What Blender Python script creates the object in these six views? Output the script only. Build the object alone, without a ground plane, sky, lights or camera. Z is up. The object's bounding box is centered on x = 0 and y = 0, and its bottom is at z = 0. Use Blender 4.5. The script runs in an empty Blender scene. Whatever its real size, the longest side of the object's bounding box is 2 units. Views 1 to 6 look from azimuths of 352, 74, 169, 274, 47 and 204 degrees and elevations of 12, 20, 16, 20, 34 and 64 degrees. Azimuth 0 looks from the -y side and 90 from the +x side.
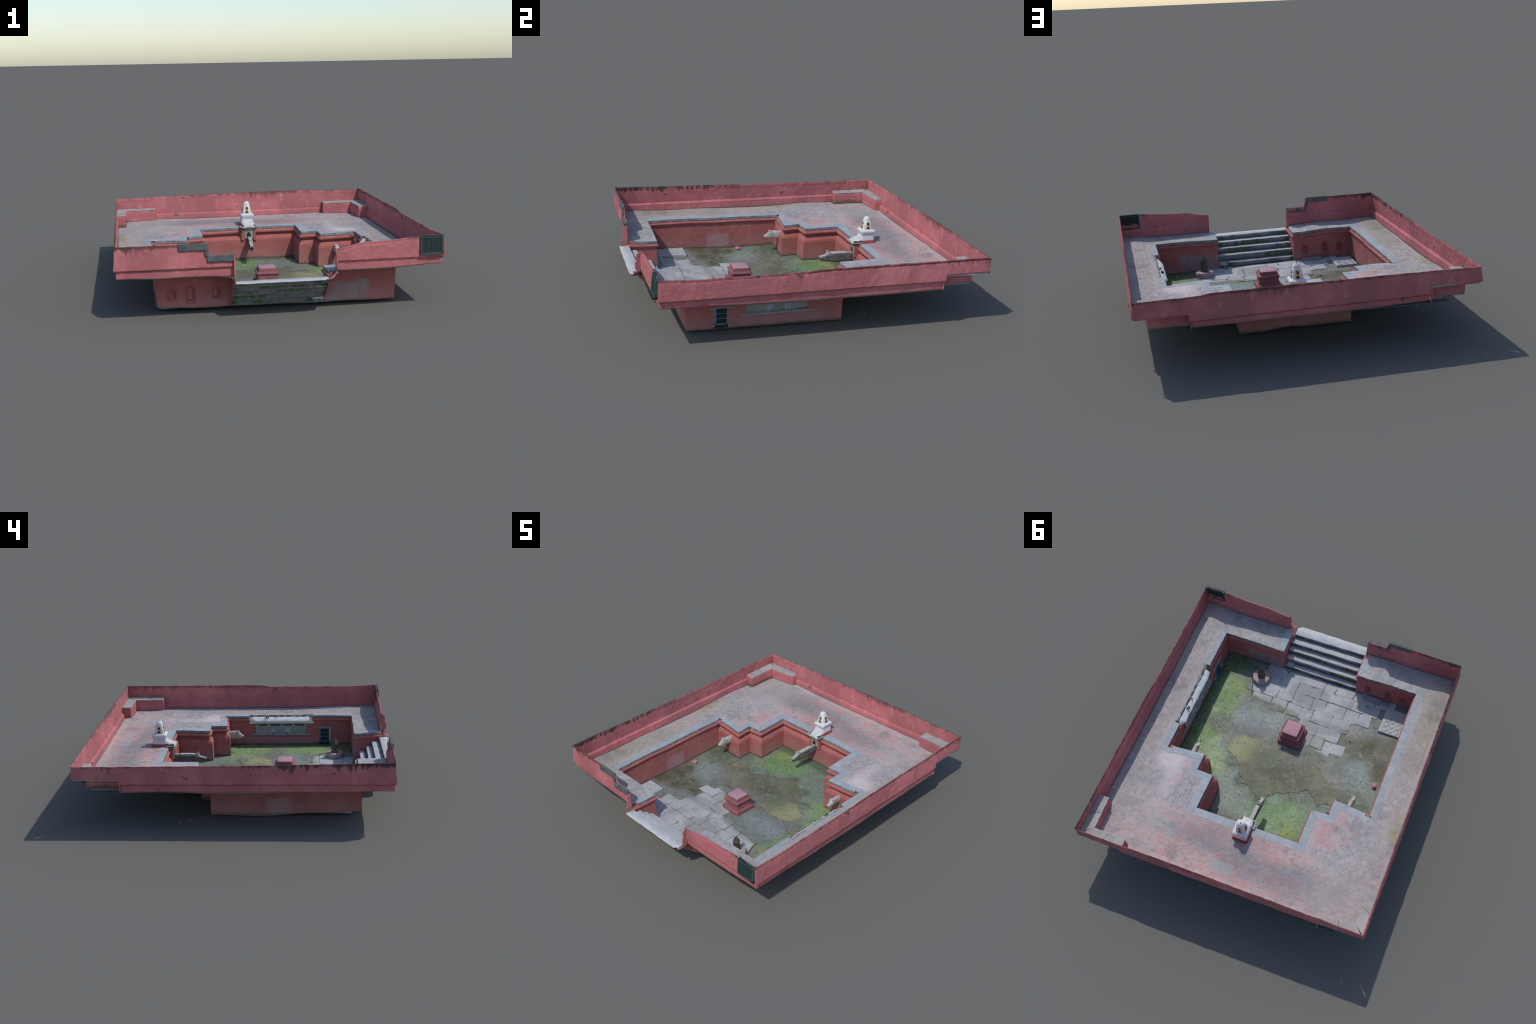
"""Sunken stone water fountain court: a square brick terrace inside a red plastered
parapet, a stepped basin cut into it with three animal-headed spouts, stairs, a small
white stupa, a pedestal and a lingam.  Units are metres, z up."""
import bpy, bmesh, math, random
from mathutils import Vector, noise

R = random.Random(7)
SHEET = 0.006                      # thickness of the masonry skins


# ------------------------------------------------------------------ small maths
def n3(x, y, z, s):
    return noise.noise(Vector((x * s, y * s, z * s)))


def fbm(x, y, z, s, octaves=3):
    a, t = 1.0, 0.0
    for _ in range(octaves):
        t += a * n3(x, y, z, s)
        s *= 2.1
        a *= 0.5
    return t


def sstep(a, b, x):
    t = min(1.0, max(0.0, (x - a) / (b - a)))
    return t * t * (3 - 2 * t)


def lerp(a, b, t):
    return a + (b - a) * t


def idw(points, x, y, p=3.0):
    w = s = 0.0
    for px, py, pz in points:
        d = ((px - x) ** 2 + (py - y) ** 2) ** 0.5 + 0.02
        k = d ** -p
        w += k
        s += k * pz
    return s / w


DECK_HEIGHTS = [(-.88, -.38, .247), (-.88, -.87, .255), (-.88, .42, .250), (-.63, .95, .246), (.22, .95, .246),
                (.6, .95, .247), (.88, .19, .240), (.88, -.75, .256), (.88, .7, .243), (.9, -.9, .258),
                (.3, -.91, .245), (-.5, -.92, .249), (-.68, -.75, .239), (.687, -.74, .239), (-.27, -.75, .232),
                (.264, -.75, .233), (-.69, .18, .232), (-.45, .17, .230), (-.45, .28, .234), (-.34, .29, .234), (-.5, .4, .240), (-.6, .28, .238),
                (-.34, .53, .235), (.34, .54, .238), (.34, .29, .233), (.45, .29, .236), (.45, .18, .237),
                (.69, .19, .237), (0, .56, .238), (0, .75, .244), (-.5, .7, .243), (.5, .7, .243), (.7, -.25, .239), (-.7, -.25, .236)]
FLOOR_HEIGHTS = [(-.68, -.75, .038), (.688, -.74, .018), (.687, .175, .011), (-.683, .16, .012), (-.68, -.5, .024),
                 (.686, -.6, .015), (.687, -.23, .013), (-.26, -.75, .031), (.268, -.75, .024), (-.44, .26, .013),
                 (.43, .159, .012), (.321, .27, .012), (-.319, .264, .012), (.316, .53, .013), (-.317, .52, .013),
                 (-.078, .525, .014), (.035, .525, .021), (.076, .525, .021), (.186, .53, .014), (-.066, -.341, .019),
                 (.086, -.185, .015), (-.628, -.122, .006), (.38, -.6, .018), (0, -.73, .029), (0, .3, .009),
                 (0, .05, .008), (-.4, -.05, .008), (.4, -.05, .009), (-.3, -.5, .022), (.2, -.5, .020), (-.47, .06, .0045), (0, -.5, .022)]


def deck_z(x, y):
    return idw(DECK_HEIGHTS, x, y)


def floor_z(x, y):
    return idw(FLOOR_HEIGHTS, x, y)


def inside(poly, x, y):
    r, n = False, len(poly)
    for i in range(n):
        x1, y1 = poly[i]
        x2, y2 = poly[(i + 1) % n]
        if (y1 > y) != (y2 > y) and x < (x2 - x1) * (y - y1) / (y2 - y1) + x1:
            r = not r
    return r


# ------------------------------------------------------------------ node helper
class Nodes:
    def __init__(self, name):
        self.m = bpy.data.materials.new(name)
        self.m.use_nodes = True
        self.t = self.m.node_tree
        self.t.nodes.clear()
        self.out = self.t.nodes.new("ShaderNodeOutputMaterial")
        self.bsdf = self.t.nodes.new("ShaderNodeBsdfPrincipled")
        self.t.links.new(self.bsdf.outputs[0], self.out.inputs[0])
        self.co = self.t.nodes.new("ShaderNodeTexCoord").outputs["Object"]
        self._sep = None

    def new(self, kind, **props):
        n = self.t.nodes.new(kind)
        for k, v in props.items():
            setattr(n, k, v)
        return n

    def put(self, sock, v):
        if hasattr(v, "default_value") and hasattr(v, "is_linked"):
            self.t.links.new(v, sock)
        else:
            if isinstance(v, tuple) and len(v) == 3 and sock.type == "RGBA":
                v = (*v, 1)
            sock.default_value = v

    def math(self, op, a, b=0.0, clamp=False):
        n = self.new("ShaderNodeMath", operation=op, use_clamp=clamp)
        self.put(n.inputs[0], a)
        self.put(n.inputs[1], b)
        return n.outputs[0]

    def add(self, a, b): return self.math("ADD", a, b)
    def sub(self, a, b): return self.math("SUBTRACT", a, b)
    def mul(self, a, b): return self.math("MULTIPLY", a, b)
    def maxi(self, a, b): return self.math("MAXIMUM", a, b)

    def axis(self, i):
        if self._sep is None:
            self._sep = self.new("ShaderNodeSeparateXYZ")
            self.t.links.new(self.co, self._sep.inputs[0])
        return self._sep.outputs[i]

    def vec(self, x, y, z):
        n = self.new("ShaderNodeCombineXYZ")
        for s, v in zip(n.inputs, (x, y, z)):
            self.put(s, v)
        return n.outputs[0]

    def scaled(self, sx, sy, sz, rot=0.0, loc=(0, 0, 0)):
        n = self.new("ShaderNodeMapping")
        self.t.links.new(self.co, n.inputs[0])
        n.inputs["Scale"].default_value = (sx, sy, sz)
        n.inputs["Rotation"].default_value = (0, 0, rot)
        n.inputs["Location"].default_value = loc
        return n.outputs[0]

    def noise(self, scale, detail=4.0, rough=0.55, vec=None, distort=0.0):
        n = self.new("ShaderNodeTexNoise")
        self.put(n.inputs["Vector"], vec if vec is not None else self.co)
        n.inputs["Scale"].default_value = scale
        n.inputs["Detail"].default_value = detail
        n.inputs["Roughness"].default_value = rough
        n.inputs["Distortion"].default_value = distort
        return n.outputs["Fac"]

    def cells(self, scale, vec=None, feature="F1", out="Distance"):
        n = self.new("ShaderNodeTexVoronoi", feature=feature)
        self.put(n.inputs["Vector"], vec if vec is not None else self.co)
        n.inputs["Scale"].default_value = scale
        return n.outputs[out]

    def smooth(self, x, a, b, lo=0.0, hi=1.0):
        n = self.new("ShaderNodeMapRange", interpolation_type="SMOOTHSTEP")
        for i, v in enumerate((x, a, b, lo, hi)):
            self.put(n.inputs[i], v)
        return n.outputs[0]

    def mix(self, f, a, b, mode="MIX"):
        n = self.new("ShaderNodeMix", data_type="RGBA", blend_type=mode)
        self.put(n.inputs[0], f)
        self.put(n.inputs[6], a)
        self.put(n.inputs[7], b)
        return n.outputs[2]

    def blob(self, cx, cy, rx, ry, soft=0.25, rough=0.5, scale=7.0, detail=5.0):
        """soft-edged elliptical patch in plan with a ragged, noise-warped border"""
        dx = self.math("DIVIDE", self.sub(self.axis(0), cx), rx)
        dy = self.math("DIVIDE", self.sub(self.axis(1), cy), ry)
        d = self.math("SQRT", self.add(self.mul(dx, dx), self.mul(dy, dy)))
        w = self.mul(self.sub(self.noise(scale, detail, 0.6, self.scaled(1, 1, 1, 0, (cx * 9, cy * 7, 0))), 0.5), 2 * rough)
        return self.smooth(self.add(d, w), 1.0 - soft, 1.0 + soft, 1.0, 0.0)

    def box(self, lo, hi, soft=0.01, warp=0.0, scale=12.0):
        """axis-aligned 3D box mask with soft, optionally ragged sides"""
        f = None
        w = self.mul(self.sub(self.noise(scale, 4), 0.5), 2 * warp) if warp else None
        for i in range(3):
            if lo[i] is None and hi[i] is None:
                continue
            c = self.axis(i) if w is None else self.add(self.axis(i), w)
            for v, s in ((lo[i], 1), (hi[i], -1)):
                if v is None:
                    continue
                g = self.smooth(c, v - soft, v + soft, 0.0 if s > 0 else 1.0, 1.0 if s > 0 else 0.0)
                f = g if f is None else self.mul(f, g)
        return f

    def bump(self, height, strength=0.3, dist=0.004, prev=None):
        n = self.new("ShaderNodeBump")
        n.inputs["Strength"].default_value = strength
        n.inputs["Distance"].default_value = dist
        self.put(n.inputs["Height"], height)
        if prev is not None:
            self.put(n.inputs["Normal"], prev)
        return n.outputs[0]

    def brick(self, vec, c1, c2, mortar, scale, w, h, msize, offset=0.5, bias=0.0):
        n = self.new("ShaderNodeTexBrick", offset=offset)
        self.put(n.inputs["Vector"], vec)
        for k, v in (("Color1", c1), ("Color2", c2), ("Mortar", mortar), ("Scale", scale), ("Mortar Size", msize),
                     ("Bias", bias), ("Brick Width", w), ("Row Height", h), ("Mortar Smooth", 0.3)):
            self.put(n.inputs[k], v)
        return n.outputs["Color"], n.outputs["Fac"]

    def done(self, colour, rough=0.85, normal=None, spec=0.25):
        self.put(self.bsdf.inputs["Base Color"], colour)
        self.put(self.bsdf.inputs["Roughness"], rough)
        self.bsdf.inputs["Specular IOR Level"].default_value = spec
        if normal is not None:
            self.put(self.bsdf.inputs["Normal"], normal)
        return self.m


def plain(name, c1, c2, scale=20.0, rough=0.85, bump=0.3, dist=0.003, fine=90.0, spots=None):
    """two-tone weathered surface: broad mottling plus fine grain"""
    k = Nodes(name)
    f = k.smooth(k.noise(scale, 5, 0.6), 0.3, 0.7)
    c = k.mix(f, c1, c2)
    g = k.noise(fine, 4, 0.65)
    c = k.mix(k.smooth(g, 0.35, 0.75, 0.0, 0.28), c, tuple(0.55 * v for v in c1))
    if spots:
        c = k.mix(k.smooth(k.noise(scale * 1.7, 6, 0.7), 0.58, 0.68), c, spots)
    return k.done(c, rough, k.bump(g, bump, dist))


# ------------------------------------------------------------------ materials
def red_plaster():
    k = Nodes("red_plaster")
    c = k.mix(k.smooth(k.noise(5, 5, 0.6), 0.35, 0.65), (.53, .180, .186), (.44, .140, .144))  # red lowered on all sides, a compromise with shadow baked on the outer walls
    c = k.mix(k.smooth(k.noise(22, 5, 0.65), 0.5, 0.8, 0, 0.5), c, (.62, .26, .26))
    c = k.mix(k.smooth(k.noise(60, 4, 0.7), 0.55, 0.8, 0, 0.4), c, (.33, .12, .12))
    c = k.mix(k.smooth(k.noise(3.1, 4, .6, k.scaled(1, 1, .5)), .44, .62, 0, .6), c, (.33, .115, .12))
    c = k.mix(k.smooth(k.noise(17, 5, .65, k.scaled(1, 1, .14)), .55, .75, 0, .45), c, (.30, .115, .115))
    c = k.mix(k.smooth(k.noise(11, 5, .7), .6, .72, 0, .4), c, (.60, .30, .30))
    z = k.axis(2)
    # mould along the wall top: thin everywhere, thick and dripping at the south end of the west wall
    streak = k.noise(30, 4, 0.6, k.scaled(1, 1, .18))
    top = k.smooth(k.add(z, k.mul(k.sub(streak, .5), .06)), .398, .420)
    c = k.mix(k.mul(top, k.smooth(k.noise(8, 4), .3, .65, .55, .95)), c, (.12, .05, .05))
    west = k.box((None, -.97, None), (-.8, -.2, None), .04)
    grime = k.smooth(k.add(z, k.mul(k.sub(k.noise(26, 5, .7, k.scaled(1, 1, .2)), .5), .26)), .392, .425)
    c = k.mix(k.mul(k.mul(grime, k.smooth(k.noise(4.5, 4), .45, .62)), .65), c, (.11, .055, .05))
    drip = k.smooth(k.add(z, k.mul(k.sub(streak, .5), .22)), .392, .412)
    c = k.mix(k.mul(k.mul(west, drip), .75), c, (.035, .038, .03))
    spots = k.smooth(k.noise(16, 3, .5), .69, .73)
    c = k.mix(k.mul(spots, .8), c, (.09, .08, .07))
    # grime at the foot of the recessed north-west corner
    nw = k.box((-.9, .62, None), (-.82, .9, .268), .012, .02)
    c = k.mix(k.mul(nw, .75), c, (.075, .085, .05))
    line = k.smooth(k.math("ABSOLUTE", k.sub(z, .287)), .0, .003, 1, 0)
    c = k.mix(k.mul(line, k.smooth(k.noise(9, 3), .4, .6, .1, .6)), c, (.20, .055, .06))
    foot = k.smooth(k.add(z, k.mul(k.sub(k.noise(35, 4), .5), .016)), .2475, .2535, 1, 0)
    c = k.mix(k.mul(foot, .55), c, (.17, .15, .13))
    b = k.bump(k.noise(120, 4, .7), .45, .003)
    b = k.bump(k.noise(34, 4, .6), .5, .006, b)
    return k.done(c, .88, b, .2)


def basin_brick():
    k = Nodes("red_painted_brick")
    c = k.mix(k.smooth(k.noise(6, 5, 0.6), 0.35, 0.65), (.46, .160, .140), (.40, .132, .120))
    u = k.add(k.axis(0), k.axis(1))
    col, fac = k.brick(k.vec(u, k.axis(2), 0.0), (1, 1, 1), (.84, .82, .82), (.62, .6, .6), 1.0, .024, .0062, .0007)
    c = k.mix(.75, c, col, "MULTIPLY")
    c = k.mix(k.smooth(k.noise(15, 5, .65, k.scaled(1, 1, .16)), .52, .72, 0, .45), c, (.27, .095, .085))
    c = k.mix(k.smooth(k.noise(14, 5, .7), .6, .8, 0, .5), c, (.48, .26, .235))
    # bleached / lime-washed stains low on the walls
    z = k.axis(2)
    low = k.smooth(k.add(z, k.mul(k.sub(k.noise(9, 5, .6), .5), .2)), .045, .12, 1, 0)
    c = k.mix(k.mul(low, .32), c, (.36, .23, .22))
    se = k.box((.27, -.79, None), (.52, -.70, .13), .02, .06, 10)
    c = k.mix(k.mul(se, k.smooth(k.noise(18, 4), .35, .6, .2, .85)), c, (.27, .26, .25))
    wpatch = k.box((-.71, -.33, None), (-.66, -.17, .12), .02, .03, 12)
    c = k.mix(k.mul(wpatch, .5), c, (.42, .29, .29))
    shelf = k.box((.66, -.44, .02), (.71, .02, .075), .006, .008, 16)
    c = k.mix(k.mul(shelf, .4), c, (.37, .22, .23))
    for cx in (-.62, .2):
        c = k.mix(k.mul(k.smooth(k.noise(21, 3, .5, k.scaled(1, 1, 1, 0, (cx, 2, 1))), .70, .74), .7), c, (.33, .27, .22))
    damp = k.smooth(k.add(z, k.mul(k.sub(k.noise(30, 4), .5), .03)), .018, .03, 1, 0)
    c = k.mix(k.mul(damp, .55), c, (.09, .085, .05))
    b = k.bump(fac, .35, -.002)
    b = k.bump(k.noise(110, 4, .7), .35, .002, b)
    return k.done(c, .85, b, .2)


def deck_brick(name, bricks):
    """terrace surface: for the bricks themselves, or for the dusty bed and joints between them"""
    k = Nodes(name)
    rnd = k.new("ShaderNodeNewGeometry").outputs["Random Per Island"] if bricks else k.noise(60, 2)
    pink = k.mix(k.smooth(k.noise(40, 3), .35, .65), (.50, .27, .25), (.47, .33, .315))
    grey = k.mix(k.smooth(k.noise(30, 3), .35, .65), (.345, .33, .33), (.265, .265, .268))
    big = k.noise(3.6, 5, .62)
    # wear keeps the bricks pink around the basin's north projections and along the north walk
    keep = k.blob(-.43, .36, .20, .20, .45, .5)
    keep = k.maxi(keep, k.blob(.0, .63, .55, .10, .5, .5))
    keep = k.maxi(keep, k.mul(k.blob(.1, .86, .62, .16, .6, .7), .75))
    keep = k.maxi(keep, k.mul(k.blob(.60, .30, .22, .16, .6, .5), .6))
    keep = k.maxi(keep, k.mul(k.blob(.76, -.15, .07, .5, .6, .9), .38))
    keep = k.maxi(keep, k.mul(k.blob(-.76, -.2, .04, .45, .7, .9), .35))
    thr = k.add(k.mul(k.sub(big, .5), 1.1), k.add(k.mul(keep, .72), -.19))
    isp = k.smooth(k.add(thr, k.mul(k.sub(rnd, .5), .5)), .08, .40)
    c = k.mix(isp, grey, pink)
    tan = k.maxi(k.blob(-.79, -.3, .13, .75, .3, .5), k.blob(.8, -.3, .12, .75, .3, .5))
    c = k.mix(k.mul(tan, .62), c, k.mix(k.smooth(k.noise(26, 4), .35, .65), (.33, .30, .265), (.40, .35, .325)))
    if not bricks:
        c = k.mix(k.smooth(k.noise(7, 3), .35, .65, .35, .8), c, (.43, .39, .385))
    c = k.mix(k.smooth(k.noise(5.5, 6, .72, k.scaled(1, 1, 1, 0, (3, 1, 0))), .5, .68, 0, .6), c, (.185, .18, .185))
    c = k.mix(k.smooth(k.noise(8, 6, .72, k.scaled(1, 1, 1, 0, (7, 4, 0))), .56, .7, 0, .5), c, (.50, .44, .43))
    pale = k.blob(.62, .27, .09, .10, .5, .6, 9)
    c = k.mix(k.mul(pale, .65), c, (.64, .57, .57))
    # soot-dark traffic band, pale dusty corners, yellow moss by the west wall
    band = k.blob(-.25, .76, .42, .09, .7, .8, 6)
    band = k.maxi(band, k.blob(.15, .70, .26, .10, .7, .9, 6))
    c = k.mix(k.mul(band, .5), c, (.165, .16, .17))
    dust = k.maxi(k.blob(.72, .72, .26, .22, .6, .6), k.blob(-.72, .75, .22, .25, .6, .6))
    c = k.mix(k.mul(dust, .36), c, (.46, .38, .36))
    streak = k.blob(.585, .38, .05, .20, .6, .5, 5)
    c = k.mix(k.mul(streak, .42), c, (.60, .52, .52))
    south = k.box((None, None, None), (None, -.76, None), .03, .03)
    c = k.mix(k.mul(south, .55), c, k.mix(k.smooth(k.noise(18, 5), .4, .6), (.30, .29, .29), (.42, .385, .36)))
    moss = k.mul(k.blob(-.86, .24, .045, .14, .6, .7, 9), k.smooth(k.noise(40, 4), .35, .6))
    c = k.mix(k.mul(k.mul(moss, k.smooth(k.noise(13, 5, .7), .42, .6)), .7), c, (.33, .315, .09))
    olive = k.blob(-.82, -.55, .07, .35, .7, .8, 8)
    c = k.mix(k.mul(olive, .3), c, (.25, .235, .14))
    foot = k.box((None, .915, None), (None, None, None), .008, .02, 25)
    c = k.mix(k.mul(foot, .3), c, (.52, .47, .45))
    slab = k.box((-.035, .808, None), (.115, .882, None), .004)
    c = k.mix(k.mul(slab, .75), c, (.33, .335, .34))
    c = k.mix(k.smooth(k.noise(75, 4, .7), .5, .8, 0, .3), c, (.14, .135, .13))
    return k.done(c, .9, k.bump(k.noise(70, 4, .7), .35, .003), .2)


def floor_mud():
    k = Nodes("algae_floor")
    c = k.mix(k.smooth(k.noise(14, 6, .65), .35, .65), (.115, .145, .105), (.20, .225, .185))
    fine = k.noise(55, 5, .7)
    # broad zones
    teal = k.maxi(k.blob(.30, .20, .42, .26, .5, .4), k.blob(-.50, .02, .20, .18, .5, .5))
    c = k.mix(k.mul(teal, .7), c, k.mix(k.smooth(fine, .35, .65), (.135, .19, .145), (.235, .28, .235)))
    blue = k.maxi(k.blob(-.45, -.12, .13, .10, .5, .6, 10), k.blob(.28, -.27, .24, .10, .6, .5, 9))
    blue = k.maxi(blue, k.mul(k.blob(.36, -.06, .10, .12, .6, .5, 9), .7))
    c = k.mix(k.mul(blue, .55), c, k.mix(k.smooth(fine, .35, .65), (.21, .25, .26), (.34, .37, .375)))
    ne = k.maxi(k.blob(.58, -.2, .13, .5, .35, .35, 8), k.blob(.50, .10, .16, .12, .5, .5, 8))
    c = k.mix(k.mul(ne, .85), c, k.mix(k.smooth(fine, .35, .65), (.15, .235, .085), (.26, .36, .16)))
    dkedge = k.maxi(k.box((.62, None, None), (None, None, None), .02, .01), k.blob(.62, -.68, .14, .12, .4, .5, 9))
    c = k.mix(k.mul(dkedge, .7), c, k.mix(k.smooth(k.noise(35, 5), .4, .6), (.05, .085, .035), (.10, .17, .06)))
    bright = k.blob(-.15, .33, .19, .14, .7, .5, 7)
    c = k.mix(k.mul(bright, .8), c, k.mix(k.smooth(fine, .35, .65), (.115, .225, .065), (.19, .31, .12)))
    yel = k.maxi(k.mul(k.blob(-.22, .40, .05, .06, .6, .8, 12), .7), k.blob(.47, -.50, .07, .05, .6, .8, 12))
    c = k.mix(k.mul(yel, .7), c, (.28, .34, .09))
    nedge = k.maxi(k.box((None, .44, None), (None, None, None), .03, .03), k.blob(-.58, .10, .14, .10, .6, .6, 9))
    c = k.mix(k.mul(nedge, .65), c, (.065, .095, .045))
    mound = k.blob(.50, -.19, .13, .07, .5, .7, 10)
    c = k.mix(k.mul(mound, .8), c, k.mix(k.smooth(fine, .4, .6), (.105, .105, .085), (.22, .22, .19)))
    olive = k.maxi(k.blob(.02, -.10, .38, .13, .45, .5, 8), k.blob(-.28, -.02, .20, .12, .5, .5, 8))
    c = k.mix(k.mul(olive, .85), c, k.mix(k.smooth(k.noise(26, 6, .7), .35, .65), (.12, .118, .085), (.215, .205, .165)))
    halo = k.maxi(k.maxi(k.blob(.31, .07, .055, .05, .5, .8, 11), k.blob(.21, .17, .055, .05, .5, .8, 11)), k.maxi(k.blob(.06, .245, .07, .035, .5, .8, 11), k.blob(-.11, .15, .06, .035, .5, .8, 11)))  # dark shading drawn around the crust's north and east edges
    c = k.mix(k.mul(halo, .75), c, k.mix(k.smooth(k.noise(30, 5, .7), .4, .6), (.075, .09, .055), (.17, .185, .13)))
    brown = k.maxi(k.blob(-.46, -.37, .19, .10, .12, .35, 8), k.blob(-.63, -.32, .08, .2, .3, .4, 8))
    c = k.mix(k.mul(brown, .85), c, k.mix(k.smooth(k.noise(20, 5), .35, .65), (.075, .072, .042), (.145, .132, .088)))
    gap = k.blob(-.1, -.58, .60, .20, .2, .2, 8)
    c = k.mix(k.mul(gap, .8), c, k.mix(k.smooth(k.noise(24, 5, .7), .35, .65), (.155, .155, .14), (.23, .23, .215)))
    # grit: dark crumbs and pale specks
    c = k.mix(k.smooth(k.noise(38, 6, .75), .57, .66, 0, .85), c, (.06, .07, .045))
    c = k.mix(k.smooth(k.noise(19, 6, .75, None, .6), .56, .64, 0, .55), c, (.27, .30, .23))
    c = k.mix(k.smooth(k.cells(34), .06, .10, .55, 0), c, (.42, .43, .36))
    wet = k.smooth(k.noise(5, 3), .35, .65, .38, .72)
    b = k.bump(k.noise(45, 6, .7), .45, .006)
    return k.done(c, wet, b, .3)


def crust_mud():
    k = Nodes("olive_mud_crust")
    c = k.mix(k.smooth(k.noise(9, 6, .65), .35, .65), (.135, .13, .080), (.21, .20, .135))
    c = k.mix(k.blob(.29, -.07, .10, .10, .4, .4, 9), c, (.30, .295, .155))
    dark = k.maxi(k.blob(.02, .02, .16, .09, .7, .6, 7), k.blob(-.12, .06, .11, .07, .7, .6, 7))
    c = k.mix(k.mul(dark, .65), c, (.085, .09, .062))
    c = k.mix(k.mul(k.blob(-.05, -.12, .12, .06, .7, .6, 8), .6), c, (.22, .21, .19))
    green = k.maxi(k.blob(.05, .17, .22, .09, .7, .6, 8), k.blob(.14, -.06, .12, .06, .7, .6, 8))
    c = k.mix(k.mul(green, .6), c, (.125, .155, .085))
    c = k.mix(k.smooth(k.noise(30, 6, .75, None, .8), .52, .62, 0, .55), c, (.26, .255, .195))
    c = k.mix(k.smooth(k.noise(42, 6, .75), .56, .66, 0, .85), c, (.075, .078, .052))
    c = k.mix(k.smooth(k.math("ABSOLUTE", k.sub(k.noise(4.5, 6, .68, None, .5), .5)), .0, .008, .55, 0), c, (.07, .075, .05))
    b = k.bump(k.noise(50, 6, .7), .5, .006)
    return k.done(c, .62, b, .3)


def paving():
    k = Nodes("pale_paving_stone")
    oi = k.new("ShaderNodeObjectInfo").outputs["Random"]
    c = k.mix(oi, (.35, .355, .355), (.45, .46, .465))
    c = k.mix(k.smooth(k.noise(13, 6, .7), .42, .68, 0, .8), c, (.31, .30, .285))
    c = k.mix(k.smooth(k.noise(31, 6, .75, None, .7), .55, .66, 0, .6), c, (.53, .54, .545))
    damp = k.maxi(k.blob(.02, -.60, .15, .085, .12, .25, 9), k.blob(-.16, -.40, .16, .05, .2, .5, 9))
    c = k.mix(k.mul(damp, .6), c, (.27, .255, .245))
    c = k.mix(k.smooth(k.noise(7, 6, .72), .52, .66, 0, .6), c, (.26, .26, .245))
    alg = k.maxi(k.blob(.36, -.42, .12, .06, .5, .7, 12), k.blob(-.05, -.27, .12, .10, .5, .6, 12))
    c = k.mix(k.mul(alg, .55), c, (.24, .245, .20))
    edge = k.maxi(k.blob(-.16, -.17, .15, .045, .3, .7, 14), k.blob(.27, -.425, .20, .035, .3, .8, 14))
    edge = k.maxi(edge, k.maxi(k.blob(-.45, -.42, .18, .045, .3, .8, 14), k.blob(.46, -.52, .05, .10, .3, .8, 14)))
    c = k.mix(k.mul(edge, .85), c, k.mix(k.smooth(k.noise(30, 4), .35, .65), (.13, .14, .10), (.21, .22, .175)))
    c = k.mix(k.smooth(k.noise(48, 5, .7), .56, .72, 0, .7), c, (.20, .195, .18))
    b = k.bump(k.noise(60, 5, .7), .4, .003)
    return k.done(c, .8, b, .25)


def grey_stone(name, a, b2, joints=None, moss=0.0):
    k = Nodes(name)
    oi = k.new("ShaderNodeObjectInfo").outputs["Random"]
    c = k.mix(k.smooth(k.noise(16, 6, .65), .35, .7), a, b2)
    c = k.mix(k.mul(oi, .35), c, tuple(.72 * v for v in a))
    c = k.mix(k.smooth(k.noise(70, 5, .7), .55, .75, 0, .6), c, tuple(.45 * v for v in a))
    if joints:                                      # upright edge faces tinted darker, partly for the weaker light they catch
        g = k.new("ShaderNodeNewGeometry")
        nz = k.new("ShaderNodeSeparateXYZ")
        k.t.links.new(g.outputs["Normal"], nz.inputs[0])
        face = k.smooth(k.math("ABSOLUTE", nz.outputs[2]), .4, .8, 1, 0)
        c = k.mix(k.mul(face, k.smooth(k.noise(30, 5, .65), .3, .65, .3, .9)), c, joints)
    if moss:
        nz = k.new("ShaderNodeSeparateXYZ")
        g = k.new("ShaderNodeNewGeometry")
        k.t.links.new(g.outputs["Normal"], nz.inputs[0])
        face = k.smooth(k.math("ABSOLUTE", nz.outputs[2]), .25, .6, 1, 0)
        where = k.smooth(k.noise(11, 5, .7), .46, .6)
        c = k.mix(k.mul(k.mul(face, where), moss), c, (.055, .12, .035))
    b = k.bump(k.noise(55, 5, .7), .4, .004)
    return k.done(c, .85, b, .2)


def whitewash():
    k = Nodes("white_limewash")
    c = k.mix(k.smooth(k.noise(25, 5, .65), .4, .75), (.66, .65, .65), (.53, .525, .54))
    c = k.mix(k.smooth(k.noise(90, 4, .7), .6, .8, 0, .6), c, (.33, .31, .28))
    c = k.mix(k.smooth(k.noise(32, 5, .7, k.scaled(1, 1, .35)), .56, .72, 0, .6), c, (.36, .34, .32))
    c = k.mix(k.smooth(k.noise(44, 4, .6), .64, .74, 0, .5), c, (.46, .36, .17))
    return k.done(c, .75, k.bump(k.noise(120, 3), .2, .002), .3)


def pedestal_red():
    k = Nodes("pedestal_red")
    c = k.mix(k.smooth(k.noise(18, 5, .65), .35, .7), (.28, .108, .118), (.23, .088, .095))  # side red darkened toward the scan's baked shade
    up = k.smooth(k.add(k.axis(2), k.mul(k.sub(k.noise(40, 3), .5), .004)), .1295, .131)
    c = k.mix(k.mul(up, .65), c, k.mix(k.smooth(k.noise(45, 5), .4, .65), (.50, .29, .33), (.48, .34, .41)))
    c = k.mix(k.smooth(k.noise(80, 4, .7), .62, .8, 0, .5), c, (.5, .38, .40))
    return k.done(c, .8, k.bump(k.noise(90, 4), .3, .002), .25)


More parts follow.
